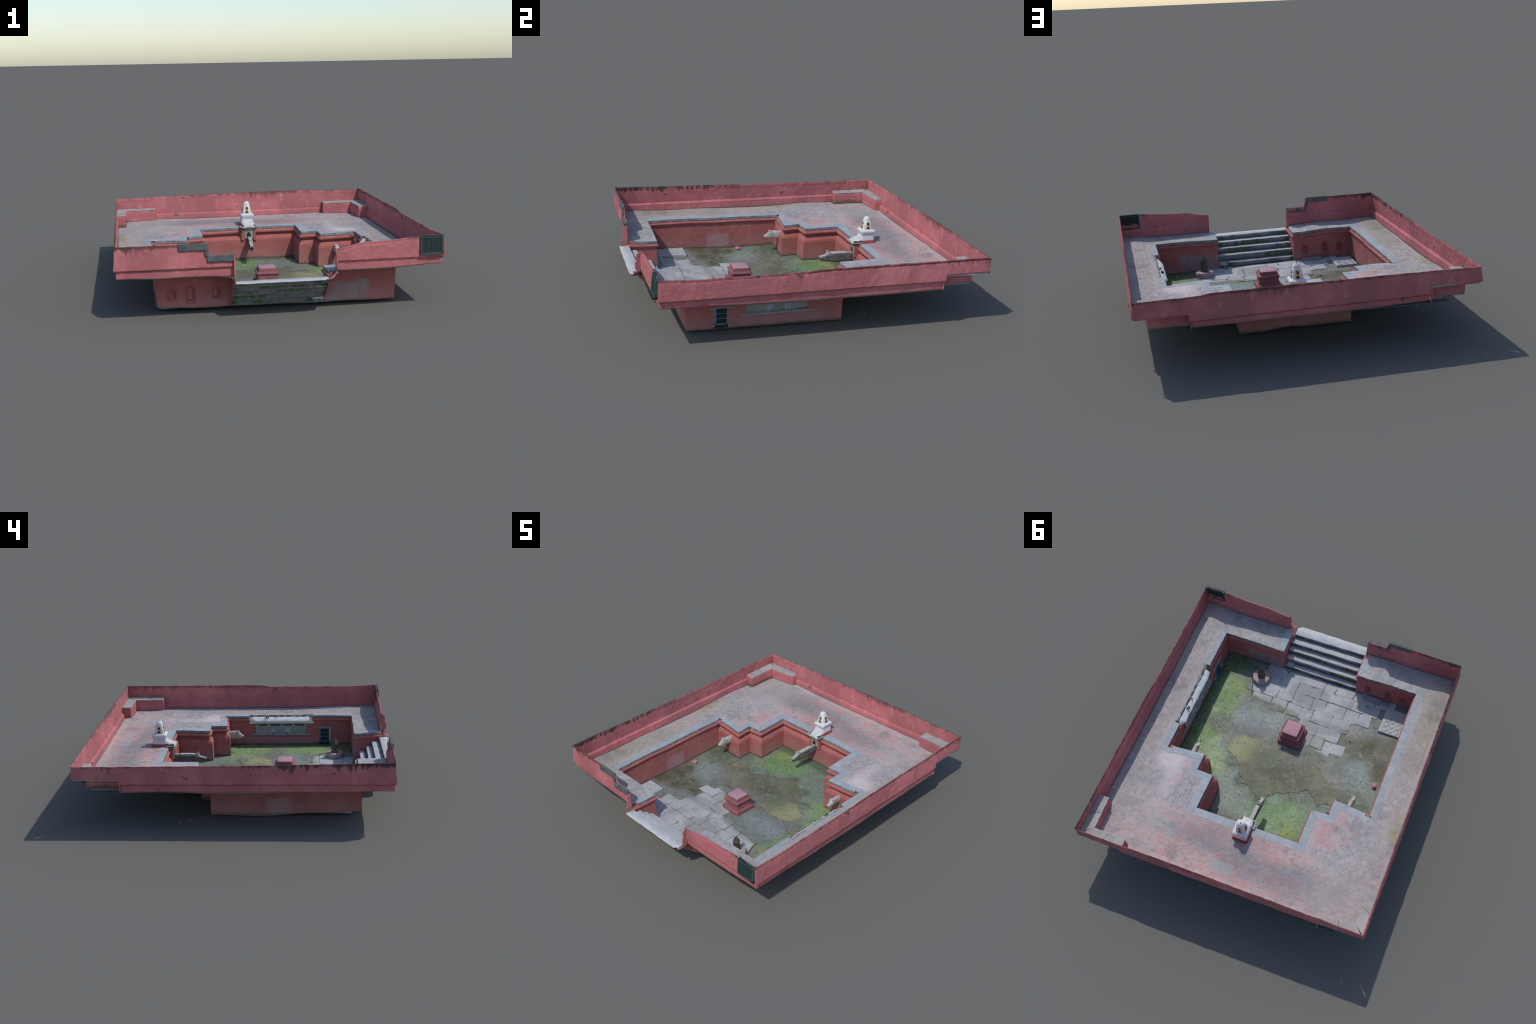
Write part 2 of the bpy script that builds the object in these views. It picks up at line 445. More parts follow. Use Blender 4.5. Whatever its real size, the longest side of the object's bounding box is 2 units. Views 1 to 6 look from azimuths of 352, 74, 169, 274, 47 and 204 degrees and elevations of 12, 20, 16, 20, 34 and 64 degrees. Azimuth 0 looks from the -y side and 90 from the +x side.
M = {}
M["plaster"] = red_plaster()
M["brick"] = basin_brick()
M["deck"] = deck_brick("terrace_bed", False)
M["deck_bricks"] = deck_brick("terrace_brick", True)
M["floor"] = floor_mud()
M["crust"] = crust_mud()
M["paving"] = paving()
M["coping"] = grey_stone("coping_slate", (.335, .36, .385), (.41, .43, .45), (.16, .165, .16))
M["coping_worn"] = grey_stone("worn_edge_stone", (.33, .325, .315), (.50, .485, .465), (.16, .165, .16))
M["bench_top"] = grey_stone("bench_stone", (.34, .335, .325), (.45, .43, .41))
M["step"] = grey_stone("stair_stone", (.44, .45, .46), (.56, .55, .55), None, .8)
M["riser"] = grey_stone("stair_riser_stone", (.20, .205, .21), (.27, .27, .27), None, .9)  # darker version of the tread stone, used on the risers
M["spout"] = plain("weathered_spout_stone", (.36, .34, .31), (.52, .50, .48), 30, .85, .5, .004, 90, (.16, .15, .13))
M["roof_white"] = plain("stained_limewash", (.62, .61, .60), (.48, .47, .46), 35, .8, .5, .004, 80, (.20, .195, .18))
M["spout_dark"] = plain("dark_spout_stone", (.105, .10, .098), (.18, .175, .165), 30, .85, .6, .004, 80, (.30, .28, .26))
M["white"] = whitewash()
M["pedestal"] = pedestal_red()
M["maroon"] = plain("maroon_paint", (.30, .065, .07), (.36, .09, .09), 25)
M["yellow"] = plain("yellow_paint", (.55, .43, .10), (.48, .36, .08), 60, .6)
M["black"] = plain("black_paint", (.035, .032, .03), (.05, .045, .04), 60, .7)
M["gold"] = plain("tarnished_gold", (.45, .34, .08), (.3, .22, .06), 60, .45)
M["slate"] = plain("dark_slate_cap", (.075, .085, .088), (.125, .135, .135), 18, .8, .4, .004, 60, (.17, .165, .15))
M["iron_green"] = plain("green_window_paint", (.04, .095, .08), (.03, .07, .06), 30, .6)
M["blue"] = plain("blue_window_paint", (.10, .22, .34), (.14, .27, .36), 30, .6)
M["dark"] = plain("dark_opening", (.018, .022, .026), (.028, .032, .034), 30, .8)
M["concrete"] = plain("grey_render", (.255, .26, .245), (.31, .315, .30), 14, .85, .3, .003, 60, (.19, .19, .165))
M["shelf"] = plain("grey_shelf_stone", (.27, .275, .27), (.34, .345, .35), 20, .85, .4, .004, 70, (.2, .21, .14))
M["pale_slab"] = plain("bleached_canopy_stone", (.60, .61, .62), (.72, .72, .73), 22, .85, .4, .004, 70, (.42, .41, .37))
M["rosette"] = plain("blue_grey_rosette", (.33, .36, .41), (.42, .45, .50), 60, .8, .5, .004)
M["lingam"] = plain("oiled_black_stone", (.060, .055, .045), (.12, .105, .08), 40, .5, .6, .004, 100, (.20, .165, .09))
M["lingam_base"] = plain("pink_grey_stone", (.36, .27, .25), (.46, .36, .34), 25, .8, .3, .003, 80)
M["block"] = plain("grey_block_stone", (.26, .27, .275), (.33, .335, .335), 22, .85, .4, .004, 70)
M["lotus"] = plain("carved_slab_stone", (.40, .41, .41), (.49, .50, .50), 22, .85, .4, .004, 70, (.27, .27, .25))
M["leaf"] = plain("green_weed", (.06, .15, .035), (.12, .22, .06), 50, .7)
M["straw"] = plain("dry_weed", (.38, .34, .20), (.26, .25, .13), 50, .8)
M["pink_bag"] = plain("crumpled_pink_plastic", (.62, .16, .30), (.70, .30, .42), 60, .45, .4, .004, 80, (.16, .12, .30))
M["twig"] = plain("twig_bark", (.09, .08, .06), (.15, .13, .1), 60, .9)
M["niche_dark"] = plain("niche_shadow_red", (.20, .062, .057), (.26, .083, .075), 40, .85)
M["niche"] = plain("niche_red", (.38, .130, .118), (.31, .10, .092), 40, .8)
M["arch"] = plain("arch_stone", (.35, .33, .27), (.27, .26, .22), 40, .85, .5, .003)


# ------------------------------------------------------------------ object helpers
def empty(name, parent=None, loc=(0, 0, 0)):
    o = bpy.data.objects.new(name, None)
    bpy.context.scene.collection.objects.link(o)
    o.location = loc
    if parent:
        o.parent = parent
    return o


def obj(name, verts, faces, mat, parent, smooth=35, solid=0.0, bevel=0.0, offset=0.0):
    me = bpy.data.meshes.new(name)
    me.from_pydata([tuple(v) for v in verts], [], faces)
    me.validate()
    me.update()
    if smooth:
        me.polygons.foreach_set("use_smooth", [True] * len(me.polygons))
        me.set_sharp_from_angle(angle=math.radians(smooth))
    o = bpy.data.objects.new(name, me)
    bpy.context.scene.collection.objects.link(o)
    me.materials.append(M[mat])
    o.parent = parent
    if solid:
        s = o.modifiers.new("skin", "SOLIDIFY")
        s.thickness = solid
        s.offset = offset
        s.use_even_offset = False
    if bevel:
        b = o.modifiers.new("edges", "BEVEL")
        b.width = bevel
        b.segments = 2
        b.limit_method = "ANGLE"
        b.angle_limit = math.radians(40)
    return o


def grid_faces(nu, nv, keep=None):
    f = []
    for i in range(nu - 1):
        for j in range(nv - 1):
            if keep is None or keep(i, j):
                f.append((i * nv + j, (i + 1) * nv + j, (i + 1) * nv + j + 1, i * nv + j + 1))
    return f


def weld(o, dist=1e-4):
    bm = bmesh.new()
    bm.from_mesh(o.data)
    bmesh.ops.remove_doubles(bm, verts=bm.verts, dist=dist)
    bmesh.ops.delete(bm, geom=[v for v in bm.verts if not v.link_faces], context="VERTS")
    bm.to_mesh(o.data)
    bm.free()


def block(name, lo, hi, mat, parent, bevel=0.002, rough=0.0, cuts=0, taper=0.0):
    """rounded box, optionally subdivided and roughened"""
    bm = bmesh.new()
    bmesh.ops.create_cube(bm, size=1)
    if cuts:
        bmesh.ops.subdivide_edges(bm, edges=bm.edges[:], cuts=cuts, use_grid_fill=True)
    c = [(a + b) / 2 for a, b in zip(lo, hi)]
    s = [b - a for a, b in zip(lo, hi)]
    for v in bm.verts:
        t = 1 - taper * (v.co.z + .5)
        p = Vector((c[0] + v.co.x * s[0] * t, c[1] + v.co.y * s[1] * t, c[2] + v.co.z * s[2]))
        if rough:
            p += Vector((n3(p.x, p.y, p.z + 3, 40), n3(p.x + 5, p.y, p.z, 40), n3(p.x, p.y + 7, p.z, 40))) * rough
        v.co = p
    me = bpy.data.meshes.new(name)
    bm.to_mesh(me)
    bm.free()
    o = bpy.data.objects.new(name, me)
    bpy.context.scene.collection.objects.link(o)
    me.materials.append(M[mat])
    o.parent = parent
    me.polygons.foreach_set("use_smooth", [True] * len(me.polygons))
    me.set_sharp_from_angle(angle=math.radians(35))
    if bevel:
        b = o.modifiers.new("edges", "BEVEL")
        b.width = bevel
        b.segments = 2
        b.limit_method = "ANGLE"
        b.angle_limit = math.radians(40)
    return o


def lathe_square(name, rings, centre, mat, parent, rough=0.0004, sub=6, smooth=40, cap_bottom=False, rot=0.0):
    """square-plan moulded body: rings of (half x, half y, z, corner roundness)"""
    verts, faces = [], []
    n = 8 * sub
    for hx, hy, z, rd in rings:
        for i in range(n):
            a = 2 * math.pi * (i + .5) / n
            ca, sa = math.cos(a), math.sin(a)
            m = max(abs(ca), abs(sa))
            q = Vector((ca / m, sa / m))
            p = q.lerp(Vector((ca, sa)), rd)
            x, y = p.x * hx, p.y * hy
            x, y = x * math.cos(rot) - y * math.sin(rot), x * math.sin(rot) + y * math.cos(rot)
            x, y = x + centre[0], y + centre[1]
            verts.append((x + rough * n3(x, y, z, 60), y + rough * n3(x + 4, y, z, 60), z + rough * n3(x, y + 4, z, 60)))
    k = len(rings)
    for r in range(k - 1):
        for i in range(n):
            j = (i + 1) % n
            faces.append((r * n + i, r * n + j, (r + 1) * n + j, (r + 1) * n + i))
    faces.append(tuple((k - 1) * n + i for i in range(n)))
    if cap_bottom:
        faces.append(tuple(reversed(range(n))))
    return obj(name, verts, faces, mat, parent, smooth)


def prism(name, outline, axis, a, b, mat, parent, bevel=0.0):
    """extrude a 2D outline along an axis between a and b (axis 1: outline is x,z; axis 0: y,z; axis 2: x,y)"""
    def P(u, v, w):
        return {0: (w, u, v), 1: (u, w, v), 2: (u, v, w)}[axis]
    n = len(outline)
    verts = [P(u, v, a) for u, v in outline] + [P(u, v, b) for u, v in outline]
    faces = [tuple(range(n)), tuple(reversed(range(n, 2 * n)))]
    faces += [(i, n + i, n + (i + 1) % n, (i + 1) % n) for i in range(n)]
    o = obj(name, verts, faces, mat, parent, 35, 0, bevel)
    bm = bmesh.new()
    bm.from_mesh(o.data)
    bmesh.ops.recalc_face_normals(bm, faces=bm.faces)
    bm.to_mesh(o.data)
    bm.free()
    return o


def arch(cx, z0, z1, w, pointed=False, n=10):
    """outline of an arched opening (u,z)"""
    h = w * (1.0 if pointed else .5)
    pts = [(cx - w / 2, z0), (cx + w / 2, z0)]
    for i in range(n + 1):
        t = i / n
        if pointed:
            u = w / 2 * (1 - 2 * t)
            pts.append((cx + u, z1 - h * .62 * abs(1 - 2 * t) ** 1.15))
        else:
            a = math.pi * t
            pts.append((cx + w / 2 * math.cos(a), z1 - w / 2 + w / 2 * math.sin(a)))
    return pts


def sweep(path, profile, ds, side, relief, skip=None):
    """carry a vertical profile along a plan path with mitred corners.
    profile(seg, x, y) -> list of (offset, z); side=+1 offsets to the left of travel."""
    P = [Vector(p) for p in path]
    N = []
    for a, b in zip(P, P[1:]):
        d = (b - a).normalized()
        N.append(Vector((-d.y, d.x)) * side)
    miter = []
    for i in range(len(P)):
        if i == 0:
            miter.append(N[0])
        elif i == len(P) - 1:
            miter.append(N[-1])
        else:
            m = (N[i - 1] + N[i]).normalized()
            miter.append(m / max(.3, m.dot(N[i])))
    verts, cols, info = [], 0, []
    nv = None
    for s, (a, b) in enumerate(zip(P, P[1:])):
        n = max(2, int(round((b - a).length / ds)))
        for i in range(n + 1):
            if i == 0 and s > 0:
                continue
            t = i / n
            base, m = a.lerp(b, t), miter[s].lerp(miter[s + 1], t)
            prof = profile(s, base.x, base.y)
            nv = len(prof)
            for d, z in prof:
                x, y = base.x + m.x * d, base.y + m.y * d
                r = relief(s, x, y, z)
                verts.append((x + m.x * r, y + m.y * r, z))
            info.append((s, t, base))
            cols += 1
    keep = (lambda i, j: not skip(info[i], info[i + 1], j)) if skip else None
    return verts, grid_faces(cols, nv, keep), info


def dense(profile, step):
    out = []
    for (d0, z0), (d1, z1) in zip(profile, profile[1:]):
        n = max(1, int(round(math.hypot(d1 - d0, z1 - z0) / step)))
        for i in range(n):
            out.append((lerp(d0, d1, i / n), lerp(z0, z1, i / n)))
    out.append(profile[-1])
    return out


# ================================================================== the thing
top = empty("sunken_fountain_court")
top["label"] = "sunken brick water fountain court with red walls and stairs"
top["category"] = "stone fountain"

# ------------------------------------------------------------------ parapet
SW, NW, NE, SE = (-.902, -.942), (-.911, .967), (.909, .993), (.911, -.930)
W_END, E_END = (-.266, -.942), (.298, -.936)
par_path = [W_END, SW, NW, NE, SE, E_END]
TOPS = {0: (.427, .427), 1: (.427, .407), 2: (.407, .420), 3: (.420, .418), 4: (.418, .372)}


def wall_top(s, x, y):
    a, b = Vector(par_path[s]), Vector(par_path[s + 1])
    t = min(1, max(0, (Vector((x, y)) - a).length / (b - a).length))
    z = lerp(*TOPS[s], t)
    if s == 1:
        z += -.006 * math.sin(math.pi * t)
    if s == 2:
        z += .006 * math.sin(math.pi * t) - .008 * sstep(.78, .82, t)
    if s == 3:
        z -= .010 * sstep(.52, .60, t) * (1 - sstep(.9, 1.0, t))
    if s == 0:                                            # stepped, slate-capped end beside the stairs
        z = lerp(.428, lerp(.366, .345, sstep(-.285, -.268, x)), sstep(-.412, -.392, x))
    if s == 4:
        z = lerp(.419, .397, sstep(0, .72, t)) - .030 * sstep(.72, 1.0, t)
    return z + .0022 * fbm(x, y, 0, 14)


def parapet_profile(s, x, y):
    T = wall_top(s, x, y)
    lip = .004 if s == 2 else .0
    foot = deck_z(x, y) - .0035 + .001 * n3(x, y, 2, 20)
    if s == 2:                                   # north wall: upright, on a projecting base course
        base, shoulder, belly, z1, z2 = .020, .018, .001, .275, .286
    else:                                        # the others lean out towards the foot
        base, shoulder, belly, z1, z2 = .005, .004, {0: -.008, 4: -.005}.get(s, -.010), .289, .301
    rim = .004 if s == 3 and y > -.12 else 0     # rolled coping survives on the north half of the east wall
    knots = [(base, foot), (shoulder, z1), (belly, z2), (-.001, T - .020), (.001 - lip * .3, T - .015), (-lip - rim, T - .004), (-lip - rim * .5, T)]
    counts = [5, 3, 16, 2, 3, 1]
    out = []
    for (d0, z0), (d1, z1), c in zip(knots, knots[1:], counts):
        out += [(lerp(d0, d1, i / c), lerp(z0, z1, i / c)) for i in range(c)]
    return out + [knots[-1]]


def plaster_relief(s, x, y, z):
    return .0016 * fbm(x, y, z, 26, 4) + .0022 * n3(x, y, z, 7)


def bench_gap(a, b, j):
    """the skin stops at bench-top height behind the two corner benches"""
    (s, _, p), (_, _, q) = a, b
    mid = (p + q) / 2
    if j >= 13:
        return False
    if s == 1 and mid.y > .692:
        return True
    if s == 2 and (mid.x < -.643 or mid.x > .636):
        return True
    if s == 3 and mid.y > .717:
        return True
    return False


v, f, _ = sweep(par_path, parapet_profile, .009, -1, plaster_relief, bench_gap)
parapet = obj("parapet_wall", v, f, "plaster", top, 40, SHEET)
weld(parapet, 1e-5)

# jamb returns either side of the stairs: broken outer ends of the parapet
prism("wall_jamb", [(-.942, .245), (-.942, .345), (-.955, .345), (-.955, .338), (-.972, .338), (-.975, .252), (-.989, .250), (-.991, .207),
                    (-.942, .200)], 0, -.270, -.263, "plaster", parapet, .0015)
prism("wall_jamb", [(-.938, .243), (-.938, .370), (-.948, .366), (-.956, .352), (-.963, .354), (-.964, .306), (-.974, .302), (-.972, .262),
                    (-.962, .25), (-.95, .244)], 0, .294, .301, "plaster", parapet, .0015)
vv = []
for i in range(9):
    t = i / 8
    vv += [(lerp(.299, .248, t), -.938, lerp(.247, .203, t ** .6)), (lerp(.299, .248, t), -.985 + .008 * math.sin(7 * t), lerp(.245, .204, t ** .6))]
obj("wall_foot", vv, grid_faces(9, 2), "plaster", parapet, 40, .006)

# slate caps on the stepped west end and the green barred window at the south-east corner
block("slate_cap", (-.567, -.9565, .394), (-.411, -.9375, .4315), "slate", parapet, .002, .001, 4)
block("slate_cap", (-.413, -.9625, .329), (-.268, -.9395, .3655), "slate", parapet, .004, .001, 4)
block("slate_cap", (-.425, -.958, .362), (-.403, -.9385, .402), "slate", parapet, .003, .001, 3)

win = block("green_window", (.779, -.9410, .318), (.9065, -.9235, .4165), "dark", parapet, .001)
for lo, hi in (((.775, .312), (.784, .4185)), ((.897, .312), (.908, .4195)), ((.779, .312), (.908, .323)), ((.779, .404), (.905, .408))):
    block("window_frame", (lo[0], -.9440, lo[1]), (hi[0], -.9205, hi[1]), "iron_green", win, .001)
for i in range(15):
    x = .789 + i * .0073
    block("window_bar", (x, -.9428, .322), (x + .0018, -.9217, .414), "iron_green", win, 0)

for part in [win] + list(win.children):                    # the window leans with the wall
    for q in part.data.vertices:
        q.co.y -= (.425 - q.co.z) * .095

# ------------------------------------------------------------------ basin plan (coping edge)
A, B, C = (-.268, -.751), (-.681, -.751), (-.688, .186)
D1, D2, D3, D4 = (-.447, .166), (-.448, .275), (-.337, .286), (-.341, .522)
E4, E3, E2, E1 = (.338, .535), (.337, .290), (.444, .291), (.446, .173)
NEc, S2, S1 = (.690, .197), (.687, -.742), (.265, -.746)
JW, JE = (-.265, -.955), (.262, -.945)
basin_poly = [A, B, C, D1, D2, D3, D4, E4, E3, E2, E1, NEc, S2, S1]
full_poly = [JW] + basin_poly + [JE, (.262, -1.2), (-.265, -1.2)]


def offset_poly(poly, d):
    """move a closed clockwise outline outwards by d"""
    out, n = [], len(poly)
    for i in range(n):
        a, b, c = Vector(poly[i - 1]), Vector(poly[i]), Vector(poly[(i + 1) % n])
        u, w = (b - a).normalized(), (c - b).normalized()
        n1, n2 = Vector((-u.y, u.x)), Vector((-w.y, w.x))
        m = (n1 + n2).normalized()
        m = m / max(.3, m.dot(n1))
        out.append(tuple(b + m * d))
    return out


# ------------------------------------------------------------------ terrace deck
deck_hole = offset_poly(full_poly, .014)


def deck_keep(x, y):
    if inside(deck_hole, x, y):
        return False
    if (x < -.848 and y > .684) or (x < -.636 and y > lerp(.903, .920, (x + .85) / .214)):
        return False                                  # the corner benches stand here
    if (x > .846 and y > .709) or (x > .629 and y > .923):
        return False
    if x > .63 and -.455 < y < .03 and x < .716 + .006 * fbm(x, y, 0, 18):
        return False
    return True


st = .0105
nx, ny = int(1.80 / st), int(1.93 / st)
verts, faces = [], []


def deck_surface(x, y):
    z = deck_z(x, y) + .0012 * fbm(x, y, 0, 16) + .0007 * fbm(x, y, 3, 60, 2)
    if y < -.76:
        z += .0016 * fbm(x, y, 5, 28, 3) * sstep(-.78, -.86, y)
    return z


for i in range(nx + 1):
    for j in range(ny + 1):
        u, w = i / nx, j / ny
        x = lerp(lerp(-.8945, -.9065, w), lerp(.9060, .8985, w), u)
        y = lerp(lerp(-.9365, -.9255, u), lerp(.9470, .9730, u), w)
        verts.append((x, y, deck_surface(x, y)))
for i in range(nx):
    for j in range(ny):
        q = (i * (ny + 1) + j, (i + 1) * (ny + 1) + j, (i + 1) * (ny + 1) + j + 1, i * (ny + 1) + j + 1)
        cx = sum(verts[k][0] for k in q) / 4
        cy = sum(verts[k][1] for k in q) / 4
        if deck_keep(cx, cy):
            faces.append(q)
deck = obj("terrace_paving", verts, faces, "deck", top, 60, .003, offset=-1)
weld(deck, 1e-6)

# worn bricks laid in the bed: courses run east-west behind the basin, north-south beside it
edge_hole = offset_poly(full_poly, .049)
verts, faces = [], []
BL, BW = .0325, .0212


def lay_brick(cx, cy, along_x):
    hl, hw = (BL - .0024) / 2 * R.uniform(.80, 1.0), (BW - .0022) / 2 * R.uniform(.82, 1.0)
    hx, hy = (hl, hw) if along_x else (hw, hl)
    corner = [(cx + a * hx + R.uniform(-.0016, .0016), cy + b * hy + R.uniform(-.0014, .0014)) for a, b in ((-1, -1), (1, -1), (1, 1), (-1, 1))]
    if any(not deck_keep(x, y) or inside(edge_hole, x, y) for x, y in corner):
        return
    if max(x for x, _ in corner) > .898 or min(x for x, _ in corner) < -.892 or max(y for _, y in corner) > lerp(.944, .966, (cx + .9) / 1.8):
        return
    if -.036 < cx < .116 and .806 < cy < .884 or abs(cx) < .056 and cy < .652:
        return                                        # cement patch, foot of the shrine
    if R.random() < .22:
        return                                        # worn flush and buried in dust
    o, lift = len(verts), R.uniform(.0002, .0008)
    for x, y in corner:
        verts.append((x, y, deck_surface(x, y) - .001))
    for x, y in corner:
        verts.append((lerp(x, cx, .06), lerp(y, cy, .06), deck_surface(x, y) + lift))
    faces.append((o + 4, o + 5, o + 6, o + 7))
    faces.extend((o + q, o + (q + 1) % 4, o + 4 + (q + 1) % 4, o + 4 + q) for q in range(4))


for row in range(100):
    for n in range(70):
        cy, cx = -.80 + row * BW, -.93 + (n + .5 * (row % 2)) * BL
        if abs(cx) < .40 or cy > .62:
            lay_brick(cx, cy, True)
        cx, cy = -.93 + row * BW, -.80 + (n + .5 * (row % 2)) * BL
        if not (abs(cx) < .40 + BL * .75 or cy > .62 - BL * .75):
            lay_brick(cx, cy, False)
bricks = obj("terrace_brick", verts, faces, "deck_bricks", deck, 30)
bricks["kind"] = "stuff"

prism("terrace_underlay", [(-.733, .930), (-.728, .966), (-.53, .970), (-.36, .962), (-.24, .950), (-.24, .93)], 2, .2345, .2375, "slate", deck)

# ------------------------------------------------------------------ corner benches
def bench(path, wall, relief_seed):
    """L-shaped bench: plastered front carried along its plan, stone slab tops to the parapet"""
    z1 = .3215

    def prof(s, x, y):
        return dense([(-.002, .2405), (0, .262), (.001, z1 - .012), (.002, z1)], .009)
    v, f, _ = sweep(path, prof, .01, 1, lambda s, x, y, z: .0012 * fbm(x, y, z + relief_seed, 26, 3))
    front = obj("corner_bench", v, f, "plaster", top, 40, SHEET)
    for poly in wall:
        n = 5
        # slab as a bilinear grid with worn, uneven edges
        a, b, c, d = [Vector(p) for p in poly]
        cnt = 2 if (b - a).length > .1 else 1
        for k in range(cnt):
            t0, t1 = k / cnt + .004, (k + 1) / cnt - .004
            P = [a.lerp(b, t0), a.lerp(b, t1), d.lerp(c, t1), d.lerp(c, t0)]
            gv = []
            for i in range(13):
                for j in range(7):
                    p = P[0].lerp(P[1], i / 12).lerp(P[3].lerp(P[2], i / 12), j / 6)
                    wob = .0035 * fbm(p.x, p.y, relief_seed, 30, 3) if j == 6 else 0
                    gv.append((p.x + wob, p.y + wob, z1 + .004 + .0016 * fbm(p.x, p.y, relief_seed, 20)))
            obj("bench_slab", gv, grid_faces(13, 7), "bench_top", front, 50, .008, .001, offset=0)
    return front


bench([(-.919, .684), (-.850, .684), (-.849, .900), (-.636, .920), (-.636, .978)],
      [[(-.9195, .962), (-.9185, .682), (-.847, .680), (-.846, .899)], [(-.912, .966), (-.634, .980), (-.634, .917), (-.847, .897)]], 1)
bench([(.630, .985), (.629, .923), (.838, .923), (.848, .709), (.917, .709)],
      [[(.627, .990), (.910, .993), (.836, .920), (.627, .920)], [(.916, .990), (.917, .707), (.845, .707), (.836, .922)]], 2)

# ------------------------------------------------------------------ basin walls
STAIR = [(-.997, .209), (-.935, .176), (-.882, .141), (-.838, .104), (-.792, .061), (-.757, .028)]
niches = [(-.349, .079, .134, .036, False), (-.492, .075, .153, .036, True), (-.598, .086, .130, .040, False)]


def wall_foot(x, y):
    if y < -.753 and abs(x) < .29:
        t = sstep(-.757, -.94, y)
        return lerp(.024, .19, (min(0.94, -y) - .757) / .183 if y < -.757 else 0)
    return floor_z(x, y) - .0025


def plain_profile(s, x, y):
    zt = deck_z(x, y) - .014
    f0 = wall_foot(x, y)
    k = [(-.014, zt), (-.007, zt - .001), (-.007, zt - .008), (.002, zt - .010), (.0070, zt - .016), (.005, zt - .023), (-.004, zt - .026), (-.005, zt - .03)]
    out = []
    for a, b in zip(k, k[1:]):
        out += [a, ((a[0] + b[0]) / 2, (a[1] + b[1]) / 2)]
    n = 30
    for i in range(n + 1):
        out.append((-.005 + .005 * i / n, lerp(zt - .031, min(f0, zt - .032), i / n)))
    return out


def niche_depth(x, z):
    d = 0
    for cx, z0, z1, w, pointed in niches:
        if z < z0 or z > z1 or abs(x - cx) > w / 2:
            continue
        h = w * (.62 if pointed else .5)
        e = (w / 2 - abs(x - cx))
        if z > z1 - h:
            if pointed:
                lim = z1 - h * (abs(x - cx) / (w / 2)) ** 1.1
                e = min(e, lim - z)
            else:
                e = min(e, w / 2 - math.hypot(x - cx, z - (z1 - w / 2)))
        if e > 0:
            d = max(d, sstep(0, .004, e))
    return d


def brick_relief(s, x, y, z):
    r = .0008 * fbm(x, y, z, 30, 3) + .0012 * n3(x, y, z, 6)
    if y < -.735 and x < -.31:
        r -= .008 * niche_depth(x, z)
    return r


v, f, _ = sweep([JW, A, B, (C[0], C[1] - .014)], plain_profile, .0045, -1, brick_relief)
wallw = obj("basin_wall", v, f, "brick", top, 38, SHEET)


def east_openings(a, b, j):
    """missing coping, tap recess and window are left open in the east wall"""
    s, _, p = a
    if s != 0:
        return False
    prof = plain_profile(s, p.x, p.y)
    z = (prof[j][1] + prof[j + 1][1]) / 2
    if j < 17 and -.452 < p.y < .03:
        return True
    return (-.396 < p.y < -.026 and .099 < z < .176) or (-.580 < p.y < -.5025 and z < .150)


v, f, _ = sweep([(NEc[0], NEc[1] - .016), S2, S1, JE], plain_profile, .005, -1, brick_relief, east_openings)
walle = obj("basin_wall", v, f, "brick", top, 38, SHEET)


def moulded_profile(s, x, y):
    zt = deck_z(x, y) - .016
    f0 = floor_z(x, y) - .0025
    k = [(-.014, zt), (-.006, zt - .001), (-.006, zt - .005), (.003, zt - .008), (.0085, zt - .015), (.007, zt - .022), (-.002, zt - .026), (-.014, zt - .028),
         (-.016, zt - .040), (-.010, zt - .046), (.002, zt - .058), (.009, zt - .066), (.012, zt - .071), (.012, zt - .075), (.0155, zt - .076), (.0155, zt - .080), (.0155, zt - .083)]
    out = []
    for a, b in zip(k, k[1:]):
        out += [a, ((a[0] + b[0]) / 2, (a[1] + b[1]) / 2)]
    for i in range(15):
        out.append((.0155 + .0015 * i / 14, lerp(zt - .084, f0, i / 14)))
    return out


v, f, _ = sweep([C, D1, D2, D3, D4, E4, E3, E2, E1, NEc], moulded_profile, .007, -1, brick_relief)
walln = obj("basin_wall", v, f, "brick", top, 38, SHEET)

